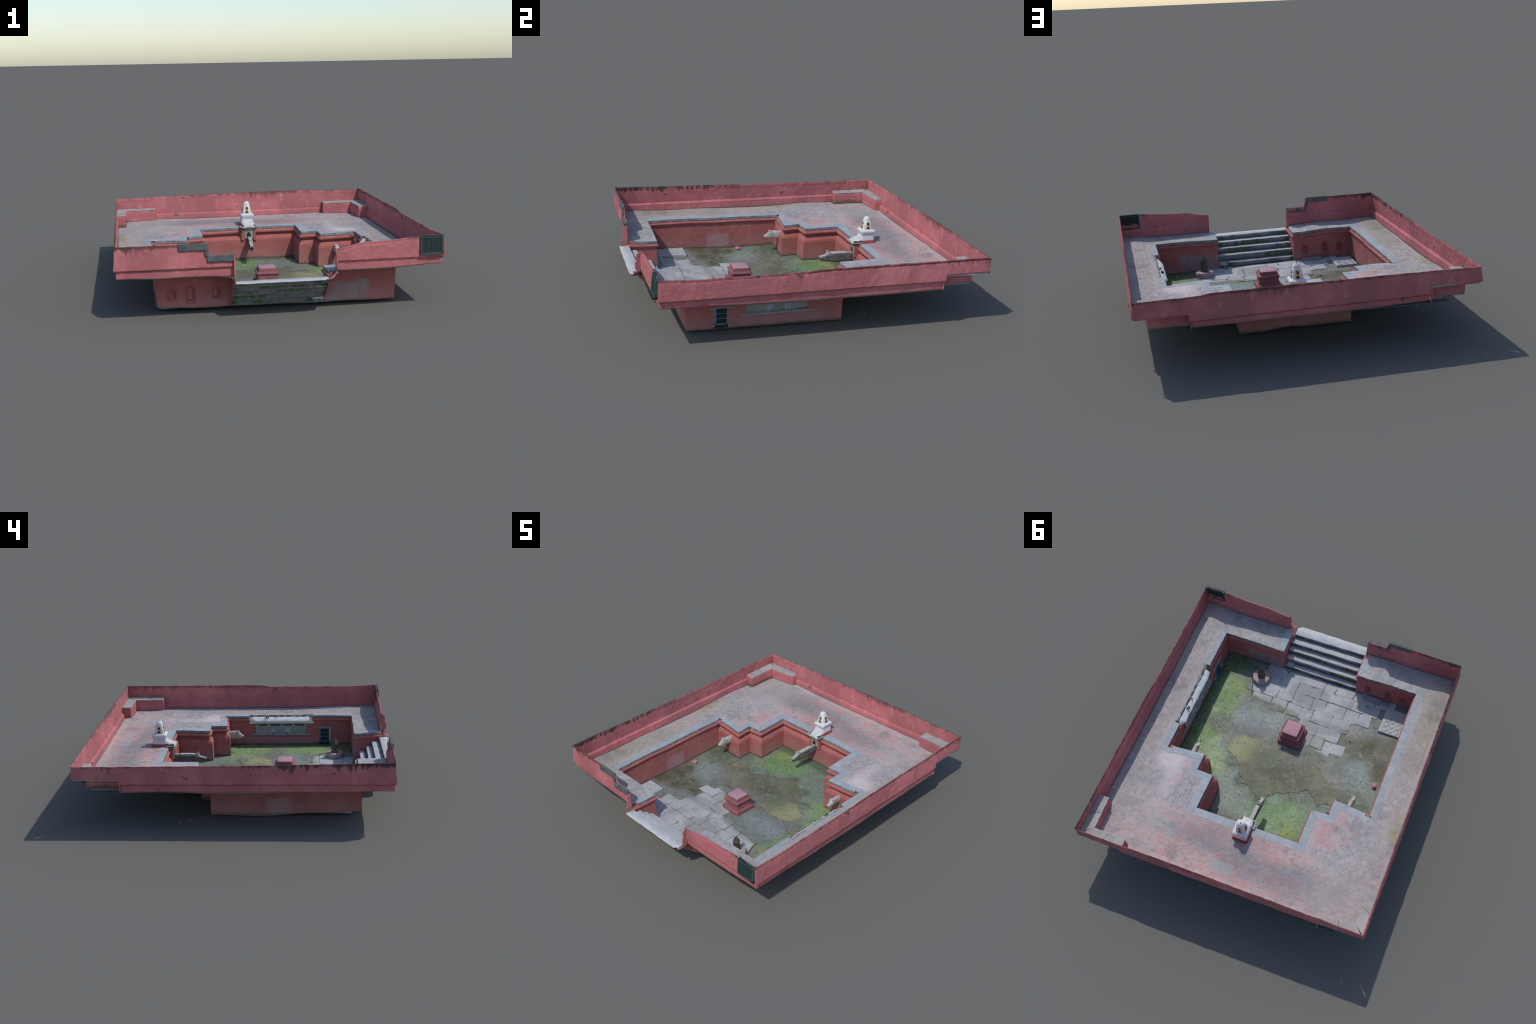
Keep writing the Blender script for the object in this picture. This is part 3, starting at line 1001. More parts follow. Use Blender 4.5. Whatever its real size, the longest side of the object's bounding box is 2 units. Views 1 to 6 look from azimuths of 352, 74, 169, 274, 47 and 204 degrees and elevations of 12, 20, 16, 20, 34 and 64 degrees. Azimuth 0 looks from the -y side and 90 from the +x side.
# niche figures, sill and frames (they read on both faces of the skin)
for (cx, z0, z1, w, pointed) in niches:
    fig = empty("wall_niche", top)
    y0 = -.759
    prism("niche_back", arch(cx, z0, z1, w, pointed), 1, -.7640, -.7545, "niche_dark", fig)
    n = 0
    for du, dz, ru, rz in ((0, .70, .0055, .0062), (0, .42, .0095, .0105), (-.007, .18, .007, .0055), (.007, .18, .007, .0055)):
        bm = bmesh.new()
        bmesh.ops.create_uvsphere(bm, u_segments=14, v_segments=8, radius=1)
        for q in bm.verts:
            q.co = Vector((cx + du + q.co.x * ru, y0 + q.co.y * .0085, lerp(z0, z1, dz) - .002 + q.co.z * rz))
        if n == 0:
            acc = bm
        else:
            tmp = bpy.data.meshes.new("tmp")
            bm.to_mesh(tmp)
            acc.from_mesh(tmp)
            bpy.data.meshes.remove(tmp)
            bm.free()
        n += 1
    me = bpy.data.meshes.new("niche_figure")
    acc.to_mesh(me)
    acc.free()
    me.materials.append(M["niche"])
    me.polygons.foreach_set("use_smooth", [True] * len(me.polygons))
    o = bpy.data.objects.new("niche_figure", me)
    bpy.context.scene.collection.objects.link(o)
    o.parent = fig
    outer, inner = arch(cx, z0 - .001, z1 + .003, w + .007, pointed), arch(cx, z0 - .001, z1, w, pointed)
    m = len(outer)
    vs = [(u, y, z) for y in (-.7660, -.7465) for ring in (outer, inner) for u, z in ring]
    fs = []
    for i in range(1, m):
        j = (i + 1) % m
        for (p, q2) in ((0, 1), (2, 3)):
            fs.append((p * m + i, p * m + j, q2 * m + j, q2 * m + i))
        fs.append((i, 2 * m + i, 2 * m + j, j))
        fs.append((m + i, m + j, 3 * m + j, 3 * m + i))
    fr = obj("niche_frame", vs, fs, "niche", fig, 35)
    bm = bmesh.new(); bm.from_mesh(fr.data); bmesh.ops.recalc_face_normals(bm, faces=bm.faces); bm.to_mesh(fr.data); bm.free()
    if pointed:
        block("niche_sill", (cx - .029, -.764, .053), (cx + .025, -.734, .072), "niche", fig, .004, .001, 2)
    else:
        block("niche_sill", (cx - w / 2 - .004, -.7605, z0 - .009), (cx + w / 2 + .004, -.7455, z0 - .001), "niche", fig, .002)

# ------------------------------------------------------------------ coping stones
def coping_run(a, b, width, length, mat="coping", drop=.0175, ragged=.0008, m0=0.0, m1=0.0):
    """row of edge stones from a to b (basin on the right of travel); m0/m1 extend the outer edge at the ends (mitre)"""
    a, b = Vector(a), Vector(b)
    d = (b - a).normalized()
    n = Vector((-d.y, d.x))
    L = (b - a).length
    cuts, s = [0.0], 0.0
    while s < L - length * .6:
        s += length * R.uniform(.75, 1.25)
        if s < L - length * .45:
            cuts.append(s)
    cuts.append(L)
    for c0, c1 in zip(cuts, cuts[1:]):
        g = .0007
        vs, fs = [], []
        N, K = 8, 5
        for lay in (0, 1):
            for i in range(N + 1):
                for k in range(K + 1):
                    t = k / K
                    e0 = c0 + g - (m0 * t if c0 == 0 else 0)
                    e1 = c1 - g + (m1 * t if c1 == L else 0)
                    p = a + d * lerp(e0, e1, i / N) + n * (width * t)
                    w = ragged * fbm(p.x, p.y, lay, 40, 3)
                    p = p + n * (w if k in (0, K) else 0)
                    z = deck_z(p.x, p.y) + (.0012 + .0006 * n3(p.x, p.y, 1, 25)) * (1 - .4 * t)
                    if lay == 0:
                        z -= drop
                    elif k == 0:
                        z -= .0012
                    vs.append((p.x, p.y, z))
        W = K + 1
        off = (N + 1) * W
        for i in range(N):
            for k in range(K):
                q = (i * W + k, i * W + k + 1, (i + 1) * W + k + 1, (i + 1) * W + k)
                fs.append(q)
                fs.append(tuple(off + x for x in reversed(q)))
        for i in range(N):
            fs.append((i * W, (i + 1) * W, off + (i + 1) * W, off + i * W))
            fs.append((i * W + K, off + i * W + K, off + (i + 1) * W + K, (i + 1) * W + K))
        for k in range(K):
            fs.append((k, off + k, off + k + 1, k + 1))
            fs.append((N * W + k, N * W + k + 1, off + N * W + k + 1, off + N * W + k))
        o = obj("coping_stone", vs, fs, mat, top, 35)
        bm = bmesh.new(); bm.from_mesh(o.data); bmesh.ops.recalc_face_normals(bm, faces=bm.faces); bm.to_mesh(o.data); bm.free()


w = .050
coping_run((-.266, -.892), A, w, .1, m1=-.058)
coping_run(A, B, .058, .11, m0=-w, m1=.044, ragged=.003, mat="coping_worn")
coping_run(B, C, .044, .14, m0=.058, m1=.030, ragged=.002)
coping_run((-.662, .184), D1, w, .12, m1=-w)
coping_run(D1, D2, w, .09, m0=-w, m1=w)
coping_run(D2, D3, w, .1, m0=w, m1=-w)
coping_run(D3, D4, w, .11, m0=-w, m1=w)
coping_run(D4, (-.048, .528), w, .1, m0=w)
coping_run((.050, .531), E4, w, .1, m1=w)
coping_run(E4, E3, w, .11, m0=w, m1=-w)
coping_run(E3, E2, w, .1, m0=-w, m1=w)
coping_run(E2, E1, w, .09, m0=w, m1=-w)
coping_run(E1, (.662, .194), w, .12, m0=-w)
coping_run((.690, .245), (.689, .032), .044, .1, m0=0)
coping_run((.688, -.455), S2, .044, .12, m1=.058, ragged=.002)
coping_run(S2, S1, .058, .11, m0=.044, m1=-w, ragged=.003, mat="coping_worn")
coping_run(S1, (.262, -.905), w, .1, m0=-.058)
for x0, x1, y0, y1 in ((-.694, -.655, .172, .208), (.655, .696, .180, .216)):
    block("coping_bed", (x0, y0, .204), (x1, y1, .219), "brick", top, .003, .002, 2)
# set-back corner stones behind the two front corners
coping_run((-.690, .204), (-.662, .202), .040, .1)
coping_run((.662, .214), (.690, .216), .034, .1)

# ------------------------------------------------------------------ basin floor
paved = [(-.69, -.76), (-.69, -.50), (-.50, -.47), (-.34, -.45), (-.30, -.30), (-.25, -.16), (-.17, -.19), (-.08, -.26), (.03, -.395), (.14, -.40),
         (.21, -.43), (.30, -.435), (.42, -.43), (.45, -.55), (.33, -.60), (.30, -.76)]
pit = offset_poly(basin_poly, -.0125)
for i, p in enumerate(basin_poly):
    if p in (A, S1):
        pit[i] = (p[0], p[1] - .004)
    elif p in (B, S2):
        pit[i] = (p[0], p[1] - .001)
    elif p in (C, NEc):
        pit[i] = (p[0], pit[i][1])
verts, faces = [], []
st = .0105
nx, ny = int(1.40 / st), int(1.32 / st)


def floor_relief(x, y):
    z = floor_z(x, y) + .0011 * fbm(x, y, 1, 13, 3) + .0009 * fbm(x, y, 4, 45, 3)
    z += .0028 * math.exp(-(((x - .5) / .12) ** 2 + ((y + .19) / .06) ** 2)) * (1 + fbm(x, y, 7, 40, 3))
    if inside(paved, x, y):
        z -= .0030
    z -= .002 * math.exp(-(((x + .46) / .16) ** 2 + ((y + .37) / .08) ** 2))
    return z


for i in range(nx + 1):
    for j in range(ny + 1):
        x, y = -.70 + 1.40 * i / nx, -.765 + 1.32 * j / ny
        verts.append((x, y, floor_relief(x, y)))
for i in range(nx):
    for j in range(ny):
        x, y = -.70 + 1.40 * (i + .5) / nx, -.765 + 1.32 * (j + .5) / ny
        if inside(pit, x, y):
            faces.append((i * (ny + 1) + j, (i + 1) * (ny + 1) + j, (i + 1) * (ny + 1) + j + 1, i * (ny + 1) + j + 1))
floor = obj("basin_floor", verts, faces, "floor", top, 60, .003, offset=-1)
weld(floor, 1e-6)

# flaking mud crust over the middle of the floor, with ragged raised edges
crust_outline = [(.40, -.10), (.39, -.02), (.29, .03), (.24, .10), (.19, .17), (.10, .23), (.02, .235), (-.05, .17), (-.11, .13), (-.19, .10),
                 (-.235, .06), (-.27, .095), (-.33, .135), (-.43, .115), (-.45, .05), (-.38, -.01), (-.30, -.05), (-.24, -.12), (-.12, -.13), (-.02, -.12),
                 (.12, -.15), (.22, -.16), (.33, -.155)]
verts, faces, idx = [], [], {}
st = .006
for i in range(int(.95 / st)):
    for j in range(int(.5 / st)):
        x, y = -.5 + i * st, -.2 + j * st
        wx, wy = x + .022 * fbm(x, y, 2, 14, 4), y + .022 * fbm(x, y, 8, 14, 4)
        if not inside(crust_outline, wx, wy):
            continue
        q = []
        for a, b in ((0, 0), (1, 0), (1, 1), (0, 1)):
            if (i + a, j + b) not in idx:
                X, Y = x + a * st, y + b * st
                idx[(i + a, j + b)] = len(verts)
                verts.append((X, Y, floor_relief(X, Y) + .0011 + .0005 * fbm(X, Y, 3, 60, 2)))
            q.append(idx[(i + a, j + b)])
        faces.append(tuple(q))
crust = obj("mud_crust", verts, faces, "crust", floor, 60, .003, offset=-1)

# pale flagstones on the south half
y = -.748
row = 0
while y < -.16:
    h = R.uniform(.070, .100)
    x = -.69 - R.uniform(0, .06)
    while x < .47:
        wd = R.uniform(.075, .165)
        cx, cy = x + wd / 2, y + h / 2
        if inside(paved, cx, cy) and not (cx < -.515 and cy < -.5):
            g = .0014
            cor = [(x + g, y + g), (x + wd - g, y + g), (x + wd - g, y + h - g), (x + g, y + h - g)]
            cor = [(a + R.uniform(-.007, .007), b + R.uniform(-.006, .006)) for a, b in cor]
            pts = []
            for k in range(4):
                p, q = Vector(cor[k]), Vector(cor[(k + 1) % 4])
                for t in (.06, .2, .4, .6, .8, .94):
                    r = p.lerp(q, t)
                    r += Vector((fbm(r.x, r.y, row, 30), fbm(r.x, r.y, row + 9, 30))) * .0022
                    if r.y < -.747:
                        r.y = -.747
                    if r.x < -.678:
                        r.x = -.678
                    pts.append(r)
            lift = R.uniform(.0006, .0018)
            n = len(pts)
            vs = [(p.x, p.y, floor_z(p.x, p.y) - .004) for p in pts]
            cm = sum(pts, Vector((0, 0))) / n
            vs += [(p.x, p.y, floor_z(p.x, p.y) + lift - .0007) for p in pts]
            vs += [(*(p.lerp(cm, .03)), floor_z(p.x, p.y) + lift) for p in pts]
            vs.append((*cm, floor_z(*cm) + lift))
            fs = [tuple(reversed(range(n)))]
            for r in range(2):
                fs += [(r * n + i, r * n + (i + 1) % n, (r + 1) * n + (i + 1) % n, (r + 1) * n + i) for i in range(n)]
            fs += [(2 * n + i, 2 * n + (i + 1) % n, 3 * n) for i in range(n)]
            obj("paving_stone", vs, fs, "paving", floor, 20)
        x += wd
    y += h
    row += 1

# ------------------------------------------------------------------ stairs
treads = [(-.997, -.935, .2085, .2165), (-.935, -.882, .1765, .1765), (-.882, -.838, .1415, .1415), (-.838, -.792, .1045, .1045), (-.792, -.756, .061, .061)]
for i, (yb, yf, z, _) in enumerate(treads):
    zl = treads[i + 1][2] if i < 4 else .026
    x0, x1 = -.266, .262
    if i == 0:
        x0, x1 = -.264, .250
    n = 44
    vs = []
    prof = [(yb, 0), (lerp(yb, yf, .5), 0), (yf - .004, 0), (yf - .001, -.0012), (yf, -.005), (yf - .001, None), (yf - .002, -1)]
    for k in range(n + 1):
        x = lerp(x0, x1, k / n)
        slope = .010 * (k / n) if i < 2 else .004 * (k / n)       # the flight runs slightly skewed to the east
        for yy, dz in prof:
            Y = yy + slope * (1 if yy > yb + .001 or i > 0 else 0)
            wob = .0022 * fbm(x, i * 3.1, 0, 16, 3)
            if dz is None:
                Z = lerp(z, zl, .5)
            elif dz == -1:
                Z = zl - .001
            else:
                Z = z + dz + .0016 * fbm(x, Y, i, 18, 3)
            if i == 0 and yy == yb and x > .232:
                Y += .016
            vs.append((x, Y + wob * (0 if yy == yb and i else 1), Z))
    if i == 4:                                                    # east end of the lowest step is broken away
        vs = [(x, Y - .012 * (Z > .03), Z - .016 * (Z > .03) * (1 + n3(x, Y, 1, 60))) if x > .2 and Y > -.78 else (x, Y, Z) for x, Y, Z in vs]
    o = obj("stair_step", vs, grid_faces(n + 1, len(prof)), "step", top, 40, .005)
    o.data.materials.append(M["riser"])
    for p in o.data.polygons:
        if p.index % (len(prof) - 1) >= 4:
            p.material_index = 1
    weld(o, 1e-6)
# broken rubble at the east foot of the stairs
for k in range(7):
    x, yy = R.uniform(.208, .247), R.uniform(-.748, -.736)
    s = R.uniform(.007, .012)
    z = floor_z(x, -.74)
    block("stair_rubble", (x - s, yy - s * .5, z - .004), (x + s, yy + s * .5, z + s * R.uniform(.7, 1.2)), "riser", top, .002, .004, 2)

# ------------------------------------------------------------------ carved slabs and blocks in the south-west corner
lot = block("carved_slab", (-.662, -.700, .012), (-.516, -.508, .0365), "lotus", top, .002, .0012, 6)
for i in range(3):
    for j in range(3):
        cx, cy = -.632 + i * .041, -.535 - j * .041
        ring = [(.0185, .0365), (.0185, .0392), (.0165, .0402), (.0150, .0372), (.004, .0390)]
        vs = [(cx + r * math.cos(2 * math.pi * a / 20), cy + r * math.sin(2 * math.pi * a / 20), z) for r, z in ring for a in range(20)]
        fs = [(r * 20 + a, r * 20 + (a + 1) % 20, (r + 1) * 20 + (a + 1) % 20, (r + 1) * 20 + a) for r in range(4) for a in range(20)]
        fs.append(tuple(80 + a for a in range(20)))
        obj("carved_disc", vs, fs, "lotus", lot, 50)
block("stone_block", (-.456, -.742, .02), (-.350, -.702, .0465), "block", top, .002, .0012, 4)
block("stone_block", (-.360, -.747, .02), (-.322, -.712, .044), "block", top, .002, .0012, 3)
block("stone_block", (-.522, -.741, .02), (-.470, -.706, .036), "block", top, .003, .0015, 3)

# ------------------------------------------------------------------ centre pedestal
c = (.011, -.265)
rr = [(.080, .080, .012, .03), (.081, .081, .034, .03), (.078, .078, .042, .04), (.067, .067, .048, .04), (.0645, .0645, .056, .03),
      (.063, .063, .078, .03), (.064, .064, .090, .03), (.068, .068, .093, .04), (.0705, .0705, .098, .05), (.068, .068, .104, .05), (.058, .058, .108, .05),
      (.0555, .0555, .110, .05), (.0545, .0545, .124, .05), (.052, .052, .130, .06), (.047, .047, .1325, .06), (.02, .02, .1335, .1)]
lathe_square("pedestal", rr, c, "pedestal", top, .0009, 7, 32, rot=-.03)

# ------------------------------------------------------------------ lingam on its round base
lc = (.381, -.613)
vs, fs = [], []
ring = [(.056, .012), (.060, .020), (.061, .048), (.058, .054), (.030, .0555), (.0, .056)]
for r, z in ring:
    for a in range(40):
        t = 2 * math.pi * a / 40
        q = r * (1 + .02 * n3(math.cos(t), math.sin(t), 0, 2))
        vs.append((lc[0] + q * math.cos(t), lc[1] + q * math.sin(t), z + .001 * n3(math.cos(t), math.sin(t), z * 9, 2)))
for r in range(5):
    fs += [(r * 40 + a, r * 40 + (a + 1) % 40, (r + 1) * 40 + (a + 1) % 40, (r + 1) * 40 + a) for a in range(40)]
base = obj("lingam_base", vs, fs, "lingam_base", top, 40)
weld(base, 1e-5)
vs, fs = [], []
prof = [(.027, .052), (.027, .060), (.0225, .064), (.0215, .085), (.0225, .112), (.0235, .118), (.0215, .123), (.0215, .132), (.017, .139), (.0125, .148), (.009, .155), (.0035, .163), (.0, .170)]
for r, z in prof:
    for a in range(48):
        t = 2 * math.pi * a / 48
        q = r * (1 + .10 * math.cos(4 * t) * (1 if .064 < z < .15 else .2)) + .0016 * fbm(math.cos(t) * .03, math.sin(t) * .03, z, 90, 3) * (r > .004)
        vs.append((lc[0] + q * math.cos(t), lc[1] + q * math.sin(t), z))
for r in range(len(prof) - 1):
    fs += [(r * 48 + a, r * 48 + (a + 1) % 48, (r + 1) * 48 + (a + 1) % 48, (r + 1) * 48 + a) for a in range(48)]
ling = obj("lingam", vs, fs, "lingam", top, 50)
weld(ling, 1e-5)


def tube(name, pts, r0, r1, mat, parent, n=6):
    vs, fs = [], []
    for i, p in enumerate(pts):
        p = Vector(p)
        d = (Vector(pts[min(i + 1, len(pts) - 1)]) - Vector(pts[max(i - 1, 0)])).normalized()
        u = d.orthogonal().normalized()
        w2 = d.cross(u)
        r = lerp(r0, r1, i / (len(pts) - 1))
        vs += [tuple(p + u * r * math.cos(2 * math.pi * a / n) + w2 * r * math.sin(2 * math.pi * a / n)) for a in range(n)]
    for i in range(len(pts) - 1):
        fs += [(i * n + a, i * n + (a + 1) % n, (i + 1) * n + (a + 1) % n, (i + 1) * n + a) for a in range(n)]
    fs += [tuple(reversed(range(n))), tuple((len(pts) - 1) * n + a for a in range(n))]
    return obj(name, vs, fs, mat, parent, 60)


tube("fallen_twig", [(.452, -.615, .024), (.43, -.56, .028), (.405, -.50, .027), (.392, -.455, .026)], .0028, .0016, "twig", floor)
tube("fallen_twig", [(.53, -.19, .022), (.545, -.24, .021), (.535, -.285, .022)], .0012, .0008, "pale_slab", floor)

# ------------------------------------------------------------------ white stupa shrine on the north edge
sc = (.001, .592)
stupa = lathe_square("votive_stupa", [(.050, .056, .226, .02), (.0525, .058, .232, .03), (.0525, .058, .240, .04), (.048, .053, .247, .05), (.0465, .051, .250, .03), (.0455, .050, .258, .03)],
                     sc, "maroon", top, .0006, 6)
lathe_square("stupa_plinth", [(.0435, .047, .254, .03), (.0425, .046, .266, .03), (.0405, .044, .284, .04), (.039, .042, .291, .05), (.0415, .045, .296, .05), (.0425, .046, .303, .05),
                              (.0465, .050, .310, .06), (.0475, .051, .316, .07), (.046, .050, .322, .08), (.040, .043, .3275, .12), (.033, .035, .330, .3)], sc, "white", stupa, .0009, 6)
body = lathe_square("stupa_tower", [(.0325, .0325, .326, .30), (.0315, .0315, .333, .30), (.0285, .0285, .352, .32), (.0250, .0250, .372, .36), (.0232, .0232, .381, .45),
                                    (.0222, .0222, .383, .7), (.0225, .0225, .388, .9), (.0212, .0212, .397, .95), (.0165, .0165, .406, 1), (.009, .009, .4115, 1), (.004, .004, .4135, 1)],
                    sc, "white", stupa, .0007, 6)
lathe_square("stupa_finial", [(.0065, .0065, .411, 1), (.0055, .0055, .4145, 1), (.002, .002, .4165, 1)], sc, "gold", stupa, .0004, 2)
for side in range(4):
    a = side * math.pi / 2
    ca, sa = math.cos(a), math.sin(a)
    for z0, z1, wd in ((.331, .352, .025), (.354, .379, .021)):
        for (grow, dpt, mat) in ((0, .0012, "yellow"), (-.009, .0024, "black")):
            w2 = wd + grow
            b0, b1 = z0 - grow * .35, z1 + grow * .40
            out = arch(0, b0, b1, w2, False, 8)
            vs, m = [], len(out)
            for push in (-.004, dpt):
                for u, z in out:
                    r = lerp(.0322, .0236, (z - .333) / .046) * .985 + push
                    x, y2 = u * ca + r * sa, u * sa - r * ca
                    vs.append((sc[0] + x, sc[1] + y2, z))
            fs = [tuple(range(m)), tuple(reversed(range(m, 2 * m)))] + [(i, m + i, m + (i + 1) % m, (i + 1) % m) for i in range(m)]
            o = obj("painted_niche", vs, fs, mat, stupa, 35)
            bm = bmesh.new(); bm.from_mesh(o.data); bmesh.ops.recalc_face_normals(bm, faces=bm.faces); bm.to_mesh(o.data); bm.free()

# spout shrine in the wall below the stupa: red piers, arched stone panel, rolled awning
shr = block("spout_shrine", (-.054, .507, .148), (.054, .535, .236), "brick", top, .002)
for x in (-.0385, .0445):
    block("shrine_pier", (x - .008, .498, .163), (x + .008, .512, .236), "brick", shr, .002)
    block("shrine_pier", (x - .011, .497, .148), (x + .011, .514, .166), "brick", shr, .003)
pan = block("arched_panel", (-.029, .500, .160), (.0345, .512, .234), "arch", shr, .002, .0006, 3)
prism("arch_recess", arch(.0025, .170, .210, .027, True), 1, .4985, .505, "dark", pan)
# awning: dark-edged slab with an upturned lip, then a whitewashed slope up to the stupa
vs = []
for k in range(17):
    x = lerp(-.060, .060, k / 16)
    curl = .010 * abs(2 * k / 16 - 1) ** 3
    for (yy, z) in ((.483, .241), (.488, .2375), (.500, .239), (.520, .241), (.545, .243)):
        vs.append((x, yy + .002 * fbm(x, yy, 3, 40), z + curl * (1 - (yy - .483) / .08) + .001 * fbm(x, yy, 1, 40)))
obj("shrine_awning", vs, grid_faces(17, 5), "arch", shr, 50, .006, .001)
vs = []
for k in range(15):
    t = k / 14
    for (yy, z, hw) in ((.487, .2445, .034), (.491, .2525, .037), (.500, .2570, .038), (.512, .2605, .039), (.528, .2655, .041), (.546, .274, .042)):
        x = .003 + lerp(-hw, hw, t)
        edge = abs(2 * t - 1) ** 6
        vs.append((x, yy + .003 * fbm(x, yy, 7, 45), z - .012 * edge + .0025 * fbm(x, yy, 4, 45, 3)))
obj("shrine_roof", vs, grid_faces(15, 6), "roof_white", shr, 50, .008, .001)
block("shrine_roof_bed", (-.040, .494, .240), (.046, .548, .257), "slate", shr, .002, .0015, 3)


# ------------------------------------------------------------------ animal-headed water spouts
def loft(name, secs, mat, parent, n=20, rough=.001, smooth=45):
    """body lofted through (y, x centre, half width, z bottom, z top, squareness) stations"""
    vs, fs = [], []
    for (yy, cx, hw, zb, zt, sq) in secs:
        cz, hh = (zb + zt) / 2, (zt - zb) / 2
        for a in range(n):
            t = 2 * math.pi * (a + .5) / n
            ca, sa = math.cos(t), math.sin(t)
            m = max(abs(ca), abs(sa))
            p = Vector((ca, sa)).lerp(Vector((ca / m, sa / m)), sq)
            x, z = cx + p.x * hw, cz + p.y * hh
            r = rough * fbm(x, yy, z, 70, 3)
            vs.append((x + r, yy + rough * n3(x, yy, z + 3, 60), z + r))
    k = len(secs)
    for s in range(k - 1):
        fs += [(s * n + a, s * n + (a + 1) % n, (s + 1) * n + (a + 1) % n, (s + 1) * n + a) for a in range(n)]
    fs += [tuple(reversed(range(n))), tuple((k - 1) * n + a for a in range(n))]
    o = obj(name, vs, fs, mat, parent, smooth)
    bm = bmesh.new(); bm.from_mesh(o.data); bmesh.ops.recalc_face_normals(bm, faces=bm.faces); bm.to_mesh(o.data); bm.free()
    return o


# long middle spout: dark carved trough, two-piece rounded cover, crested head with open jaws
mid = loft("water_spout", [(.520, .004, .0135, .113, .166, .8), (.47, .003, .0135, .1125, .166, .8), (.43, .002, .014, .110, .166, .75), (.39, .000, .0145, .108, .166, .75),
                           (.36, -.002, .0145, .110, .167, .75), (.340, -.004, .0145, .112, .170, .7), (.328, -.005, .014, .113, .166, .7), (.315, -.005, .013, .114, .154, .75),
                           (.300, -.006, .012, .116, .151, .8), (.290, -.006, .012, .117, .150, .85)], "spout_dark", top, 24, .0022)
loft("spout_cover", [(.516, .004, .0125, .160, .174, .35), (.49, .004, .0130, .160, .176, .35), (.462, .003, .0128, .160, .1745, .35)], "arch", mid, 20, .0012)
loft("spout_cover", [(.458, .003, .0140, .160, .178, .35), (.42, .0015, .0142, .160, .179, .35), (.38, 0, .0140, .160, .179, .35), (.354, -.002, .0130, .160, .178, .35)], "spout", mid, 20, .0012)
loft("animal_head", [(.345, -.004, .0145, .145, .180, .5), (.336, -.005, .0150, .145, .182, .5), (.328, -.005, .0135, .150, .172, .5), (.318, -.005, .0120, .148, .160, .6),
                     (.302, -.006, .0115, .146, .1555, .6), (.288, -.006, .0112, .146, .1535, .7)], "spout", mid, 20, .0016)
for dx in (-.0075, .0075):
    loft("head_ear", [(.337, -.005 + dx, .0035, .172, .185, .3), (.330, -.005 + dx, .0035, .176, .190, .3), (.325, -.005 + dx, .002, .180, .189, .3)], "spout", mid, 10, .0008)
    loft("upper_jaw", [(.296, -.006 + dx, .0042, .138, .1535, .5), (.284, -.006 + dx, .0036, .140, .152, .5), (.276, -.006 + dx, .0028, .142, .150, .5)], "spout", mid, 12, .0008)
block("spout_mouth", (-.0125, .2875, .121), (.0005, .2905, .140), "dark", mid, .002)


def side_spout(cx, dx, y0, y1, z0):
    """short spout with a tapered boar-like head"""
    L = y0 - y1
    def S(t, hw, zb, zt, sq=.25):
        return (y0 - L * t, cx + dx * t, hw, z0 + zb, z0 + zt, sq)
    s = loft("water_spout", [S(-.25, .0165, -.028, .028), S(.1, .0165, -.029, .030), S(.35, .0165, -.028, .031), S(.5, .0160, -.026, .030), S(.58, .0175, -.026, .032), S(.66, .0160, -.026, .025),
                             S(.78, .0125, -.024, .012), S(.9, .0100, -.021, .002), S(.985, .0088, -.018, -.003), S(1.0, .0070, -.016, -.006)], "spout", top, 22, .0016)
    for e in (-.010, .010):
        loft("head_ear", [S(.56, .003, .022, .032), S(.62, .0036, .022, .036), S(.67, .002, .024, .034)], "spout", s, 10, .0006).location.x = e
    block("spout_mouth", (cx + dx - .0055, y1 - .0012, z0 - .0155), (cx + dx + .0055, y1 + .004, z0 - .0085), "dark", s, .001)
    return s


side_spout(-.536, -.010, .158, .049, .136)
side_spout(.547, -.004, .160, .063, .136)

# ------------------------------------------------------------------ tap panel, shelf and broken canopy on the east wall
tap = block("tap_panel", (.6780, -.403, .092), (.6860, -.017, .184), "concrete", top, .001, .0008, 8)
for y0, y1 in ((-.388, -.318), (-.293, -.226), (-.208, -.132), (-.108, -.044)):
    block("vent_slot", (.6755, y0, .1665), (.688, y1, .1755), "dark", tap, .001)
vs = []
for k in range(61):
    yy = lerp(-.432, .011, k / 60)
    bul = .006 * math.exp(-((yy + .205) / .06) ** 2)
    for (x, z) in ((.692, .1005), (.676, .0995), (.6725, .0965), (.673, .0915), (.678, .088), (.696, .086)):
        vs.append((x - (bul if .67 < x < .68 else 0) + .0012 * fbm(x, yy, z, 30), yy, z + .0012 * fbm(yy, x, 2, 24)))
fs = grid_faces(61, 6) + [tuple(range(6)), tuple(reversed([60 * 6 + i for i in range(6)]))]
fs += [(k * 6, k * 6 + 5, (k + 1) * 6 + 5, (k + 1) * 6) for k in range(60)]
o = obj("stone_shelf", vs, fs, "shelf", tap, 40)
bm = bmesh.new(); bm.from_mesh(o.data); bmesh.ops.recalc_face_normals(bm, faces=bm.faces); bm.to_mesh(o.data); bm.free()
block("stone_shelf", (.688, -.430, .085), (.702, .008, .0965), "shelf", tap, .003, .0015, 6)
